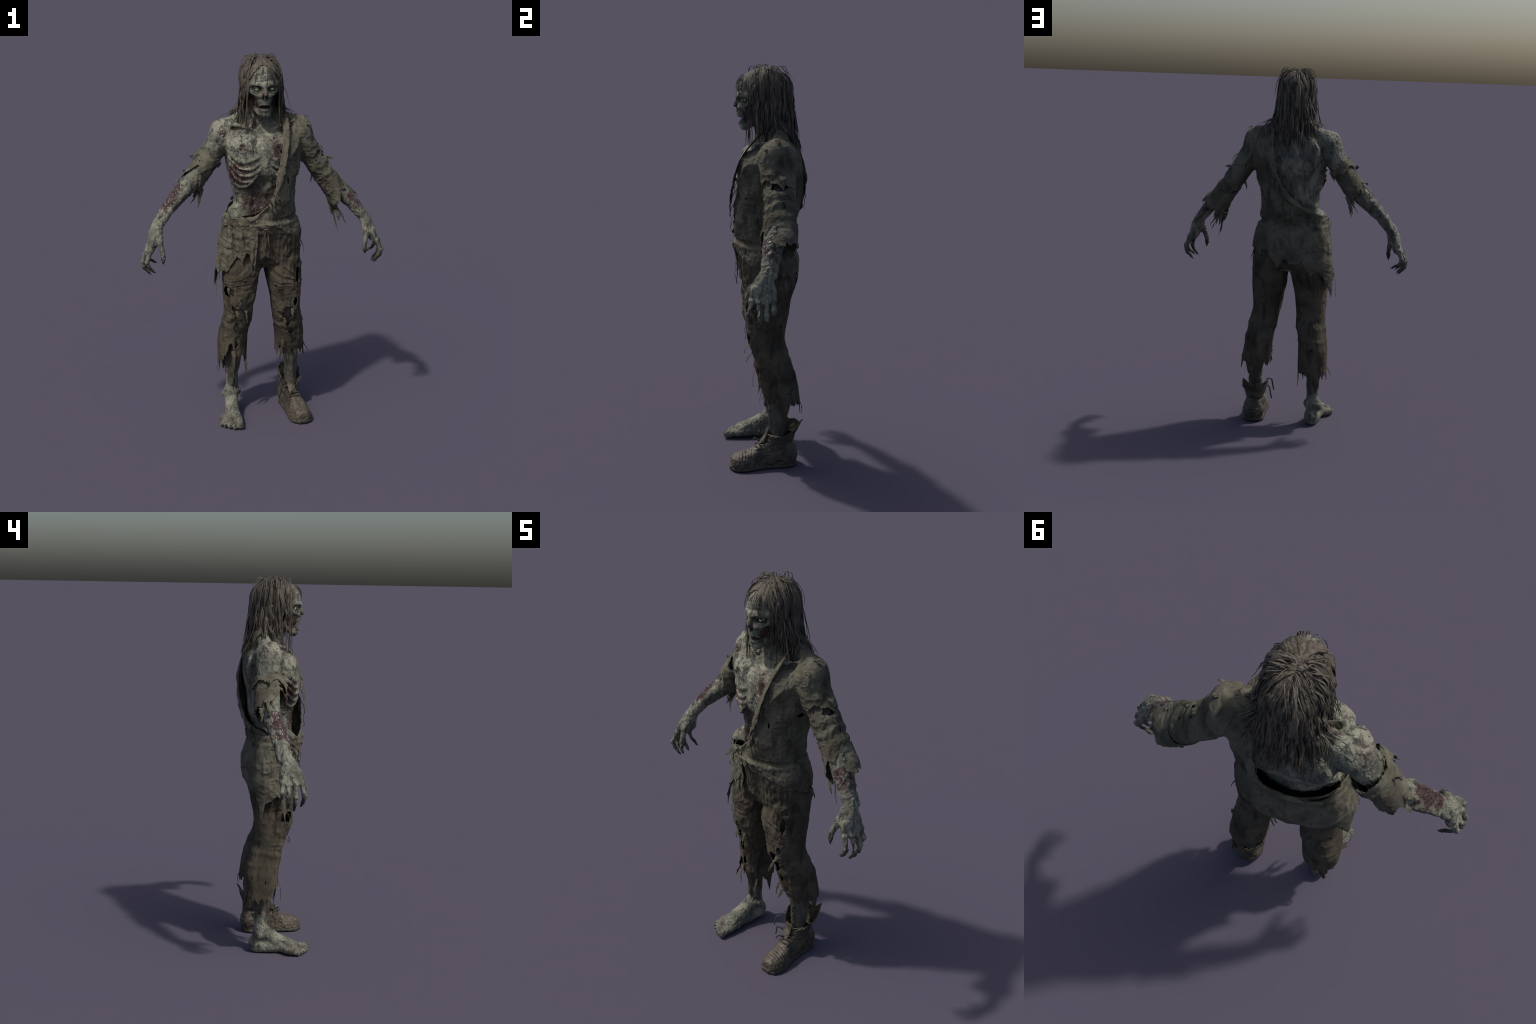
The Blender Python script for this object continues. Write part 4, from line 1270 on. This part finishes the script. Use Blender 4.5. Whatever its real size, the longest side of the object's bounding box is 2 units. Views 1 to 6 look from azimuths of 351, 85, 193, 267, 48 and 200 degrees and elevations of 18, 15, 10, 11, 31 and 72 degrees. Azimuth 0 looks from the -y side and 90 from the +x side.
def build_hair(mat, head):
    global HEADF
    HEADF = Field()
    # head, neck and shoulders without the face, so that hair glides over them
    HEADF.add(ellipsoid((0, .010, 1.880), (.086, .120, .096))).add(ellipsoid((0, -.02, 1.80), (.080, .098, .09)), .03)
    HEADF.add(chain([(0, .055, 1.58), (0, .045, 1.68), (0, .035, 1.78)], [.07, .058, .06]), .03)
    for s in (-1, 1):
        HEADF.add(chain([(s * .035, .065, 1.72), (s * .09, .07, 1.665), (s * .16, .065, 1.632), (s * .205, .055, 1.615)], [.036, .048, .048, .052]), .03)
    HEADF.add(TORSO, .03)
    rng = np.random.default_rng(11)

    # scalp cap
    F = Field().add(ellipsoid((0, .010, 1.880), (.088, .121, .0985)))
    F.add(ellipsoid((0, -.03, 1.890), (.078, .092, .072)), .02)

    def comb(P, n):
        x, y, z = P.T
        a = np.degrees(np.arctan2(y - .02, np.abs(x) + .02))
        Q = np.stack([a / 9, np.sign(x) * 3, z * 6], -1)
        part = np.exp(-(x / .006) ** 2) * (z > 1.93)
        return .0030 * ridge(Q, 1, 3) + .0018 * ridge(Q, 2.3, 4) - .004 * part + .004

    def keep(P, n):
        x, y, z = P.T
        line = 1.958 - .55 * np.abs(x - .004) ** 1.0 - 6 * x * x - .010 * (x > 0) * np.exp(-((x - .03) / .015) ** 2)
        line = line + .005 * noise(np.stack([x, 0 * x, 0 * x], -1), 130, 61)
        front = z - line
        back = y + .045 + .4 * (1.85 - z)
        return np.minimum(np.maximum(front, back), z - 1.80) + .004 * noise(P, 60, 8)
    cap = garment('hair', F, (-.13, -.16, 1.74), (.13, .17, 2.02), .003, comb, keep, .004, mat, 60, head)

    def lock(path, nrm, w, th, seed, sides=6):
        r = np.random.default_rng(seed)
        m = len(path)
        s = np.linspace(0, 1, m)
        prof = np.minimum(1, .35 + 4 * s) * (1 - s ** 2.2) ** .8 + .04
        tw = r.normal(0, .35) + s * r.normal(0, .5)
        t = np.gradient(path, axis=0)
        t /= np.linalg.norm(t, axis=1, keepdims=True) + 1e-9
        side = np.cross(t, nrm)
        up = np.cos(tw)[:, None] * nrm + np.sin(tw)[:, None] * side
        wob = 1 + .18 * np.sin(s * r.uniform(5, 14) + r.uniform(0, 6))
        return strip(path, up, w * prof * wob, th * prof + .0004, sides)

    # main locks: from the parting they sweep sideways, from the crown backwards
    n = 250
    u = rng.random(n)
    az = np.where(u < .24, rng.uniform(50, 78, n), np.where(u < .56, rng.uniform(78, 125, n), rng.uniform(125, 180, n))) * rng.choice([-1, 1], n)
    ra = np.radians(az)
    rootdir = np.stack([np.sin(ra), -np.cos(ra)], -1)
    tilt = rng.uniform(.05, .95, n) ** .8
    rx = .086 * np.sin(tilt * 1.35) * rootdir[:, 0] * .95
    ry = .01 + .118 * np.sin(tilt * 1.35) * rootdir[:, 1]
    front = np.abs(az) < 78
    ry = np.where(front, np.clip(ry, -.070, .1), ry)
    rx = np.where(front, np.sign(az) * np.maximum(np.abs(rx), .006) * .7, rx)
    rz = 1.88 + .096 * np.sqrt(np.clip(1 - (rx / .088) ** 2 - ((ry - .01) / .122) ** 2, .02, 1))
    roots = np.stack([rx, ry, rz], -1)
    start = np.stack([rootdir[:, 0], np.where(front, .18, rootdir[:, 1]), -.2 + 0 * az], -1)
    a = np.abs(az)
    end_z = np.interp(a, [0, 40, 60, 75, 100, 130, 180], [1.75, 1.75, 1.745, 1.73, 1.70, 1.625, 1.59]) + rng.normal(0, .045, n)
    length = (rz - end_z) * 1.08 + np.abs(.09 - np.hypot(rx, ry)) * .45
    lift = np.where(a > 115, rng.uniform(.002, .009, n), rng.uniform(.004, .014, n) + .004 * rng.random(n))
    flare = np.interp(a, [0, 60, 90, 130, 180], [.0, .10, .20, .16, .10]) * rng.uniform(.2, 1.5, n)
    P, Nn = grow_hair(roots, start, length, lift, flare, 21)
    # neighbouring locks stick together in clumps towards their ends
    guide = rng.choice(n, 34, replace=False)
    mid = P[:, 20]
    own = guide[np.argmin(((mid[:, None] - mid[guide][None]) ** 2).sum(-1), 1)]
    pull = (np.linspace(0, 1, P.shape[1]) ** 2)[None, :, None] * rng.uniform(.35, .92, n)[:, None, None]
    P = P + pull * (P[own] - P) * V(1, 1, .25)
    s = np.linspace(0, 1, P.shape[1])[None, :]
    for k in (0, 1):
        P[:, :, k] += .0065 * s ** .7 * np.sin(s * rng.uniform(6, 20, (n, 1)) + rng.uniform(0, 6.3, (n, 1)))
    for i in range(n):
        make('hair_lock', *lock(P[i], Nn[i], rng.uniform(.0050, .0125), rng.uniform(.0016, .0030), 500 + i), mat, parent=cap)
    # long thin locks hanging onto the chest and down over the forehead
    spec = [(-62, 1.57), (-58, 1.56), (-55, 1.60), (-66, 1.63), (-52, 1.65), (-70, 1.60), (55, 1.64), (60, 1.57), (50, 1.66), (66, 1.60), (-48, 1.69), (46, 1.70), (-64, 1.58), (57, 1.60)]
    az = np.radians([s[0] for s in spec])
    roots = np.stack([np.sin(az) * .05, -.055 + 0 * az, 1.955 + 0 * az], -1)
    start = np.stack([np.sin(az), -.35 + 0 * az, -.3 + 0 * az], -1)
    length = np.array([1.99 - s[1] for s in spec]) * 1.05
    P, Nn = grow_hair(roots, start, length, np.full(len(spec), .010), np.full(len(spec), .0), 31, wave=.14)
    for i in range(len(spec)):
        make('hair_lock', *lock(P[i], Nn[i], rng.uniform(.0018, .0034), .0015, 900 + i), mat, parent=cap)
    fore = [(.012, 1.885), (.022, 1.852), (.033, 1.868), (.046, 1.82), (.056, 1.76), (-.016, 1.90), (-.052, 1.85), (.060, 1.73)]
    bits = []
    for i, (x, z1) in enumerate(fore):
        zz = np.linspace(1.952, z1, 14)
        xx = x * (.5 + .5 * np.linspace(0, 1, 14) ** .6) + .0015 * np.sin(zz * 160 + i)
        yy = -.040 - .094 * np.sqrt(np.clip(1 - (xx / .085) ** 2 - ((zz - 1.882) / .092) ** 2, .05, 1)) - .001
        p = np.stack([xx, yy, zz], -1)
        bits.append(lock(p, np.broadcast_to(V(0, -1, .1), p.shape), .0019, .0012, 950 + i, 5))
    ob = make('forehead_strands', *join(bits), mat, parent=cap)
    ob['kind'] = 'stuff'
    # flyaway strands: they spring off the crown and hang clear of the head
    m = 34
    az = np.radians(np.where(rng.random(m) < .7, rng.uniform(60, 180, m), rng.uniform(15, 60, m)) * rng.choice([-1, 1], m))
    roots = np.stack([.05 * rng.random(m) * np.sin(az), .02 - .06 * rng.random(m) * np.cos(az), np.full(m, 1.970)], -1)
    start = np.stack([np.sin(az), -np.cos(az), rng.uniform(-.1, .2, m)], -1)
    P, Nn = grow_hair(roots, start, rng.uniform(.07, .26, m), rng.uniform(.010, .028, m), rng.uniform(.05, .25, m), 41, stiff=.78, wave=.35, hug=.0)
    P[:, :, 2] = np.where(P[:, :, 2] > 1.982, 1.982 + .45 * (P[:, :, 2] - 1.982), P[:, :, 2])
    bits = [lock(P[i], Nn[i], rng.uniform(.0014, .0030), .0010, 1200 + i, 5) for i in range(m)]
    ob = make('loose_hair', *join(bits), mat, parent=cap)
    ob['kind'] = 'stuff'
    # ragged thin ends at the bottom of the mane
    m = 90
    az = np.radians(rng.uniform(70, 180, m) * rng.choice([-1, 1], m))
    roots = np.stack([.09 * np.sin(az), .012 - .12 * np.cos(az), rng.uniform(1.80, 1.86, m)], -1)
    start = np.stack([.3 * np.sin(az), -.3 * np.cos(az), np.full(m, -1.)], -1)
    P, Nn = grow_hair(roots, start, rng.uniform(.16, .28, m), rng.uniform(.006, .018, m), rng.uniform(.0, .22, m), 51, wave=.22)
    bits = [lock(P[i], Nn[i], rng.uniform(.0016, .0032), .0011, 1500 + i, 5) for i in range(m)]
    ob = make('straggling_hair', *join(bits), mat, parent=cap)
    ob['kind'] = 'stuff'
# ------------------------------------------------------------------ assemble
def main():
    global ROOT
    ROOT = bpy.data.objects.new('zombie', None)
    bpy.context.scene.collection.objects.link(ROOT)
    ROOT['label'] = 'gaunt undead man with long hair in torn rags'
    ROOT['category'] = 'zombie'
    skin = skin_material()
    shirt_cloth = cloth_material('rotten_linen', (.140, .132, .098), (.076, .071, .053), (.026, .024, .019), (1, 1, .5))  # linen tones lowered partway toward the baked shade on his left side
    leg_cloth = cloth_material('rotten_wool', (.098, .084, .060), (.054, .047, .035), (.022, .019, .015), (1, 1, .5), (.040, .032, .024))
    hair, leather = hair_material(), leather_material()
    dark = plain_material('dark_leather', (.030, .026, .021), (.070, .060, .046))
    eye = plain_material('clouded_eye', (.48, .70, .26), (.66, .85, .42), 90., .35, .5)
    tooth = plain_material('stained_tooth', (.13, .12, .08), (.26, .24, .17), 200.)
    nail = plain_material('black_nail', (.016, .014, .013), (.045, .038, .034), 150., .5)
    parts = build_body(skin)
    build_face_bits(parts, eye, tooth, nail, skin)
    build_trousers(leg_cloth)
    shirt = build_shirt(shirt_cloth)
    build_overlays(shirt_cloth)
    build_ribbons(shirt, shirt_cloth, leg_cloth)
    build_boot(leather, dark)
    build_hair(hair, parts['head', 0])


main()
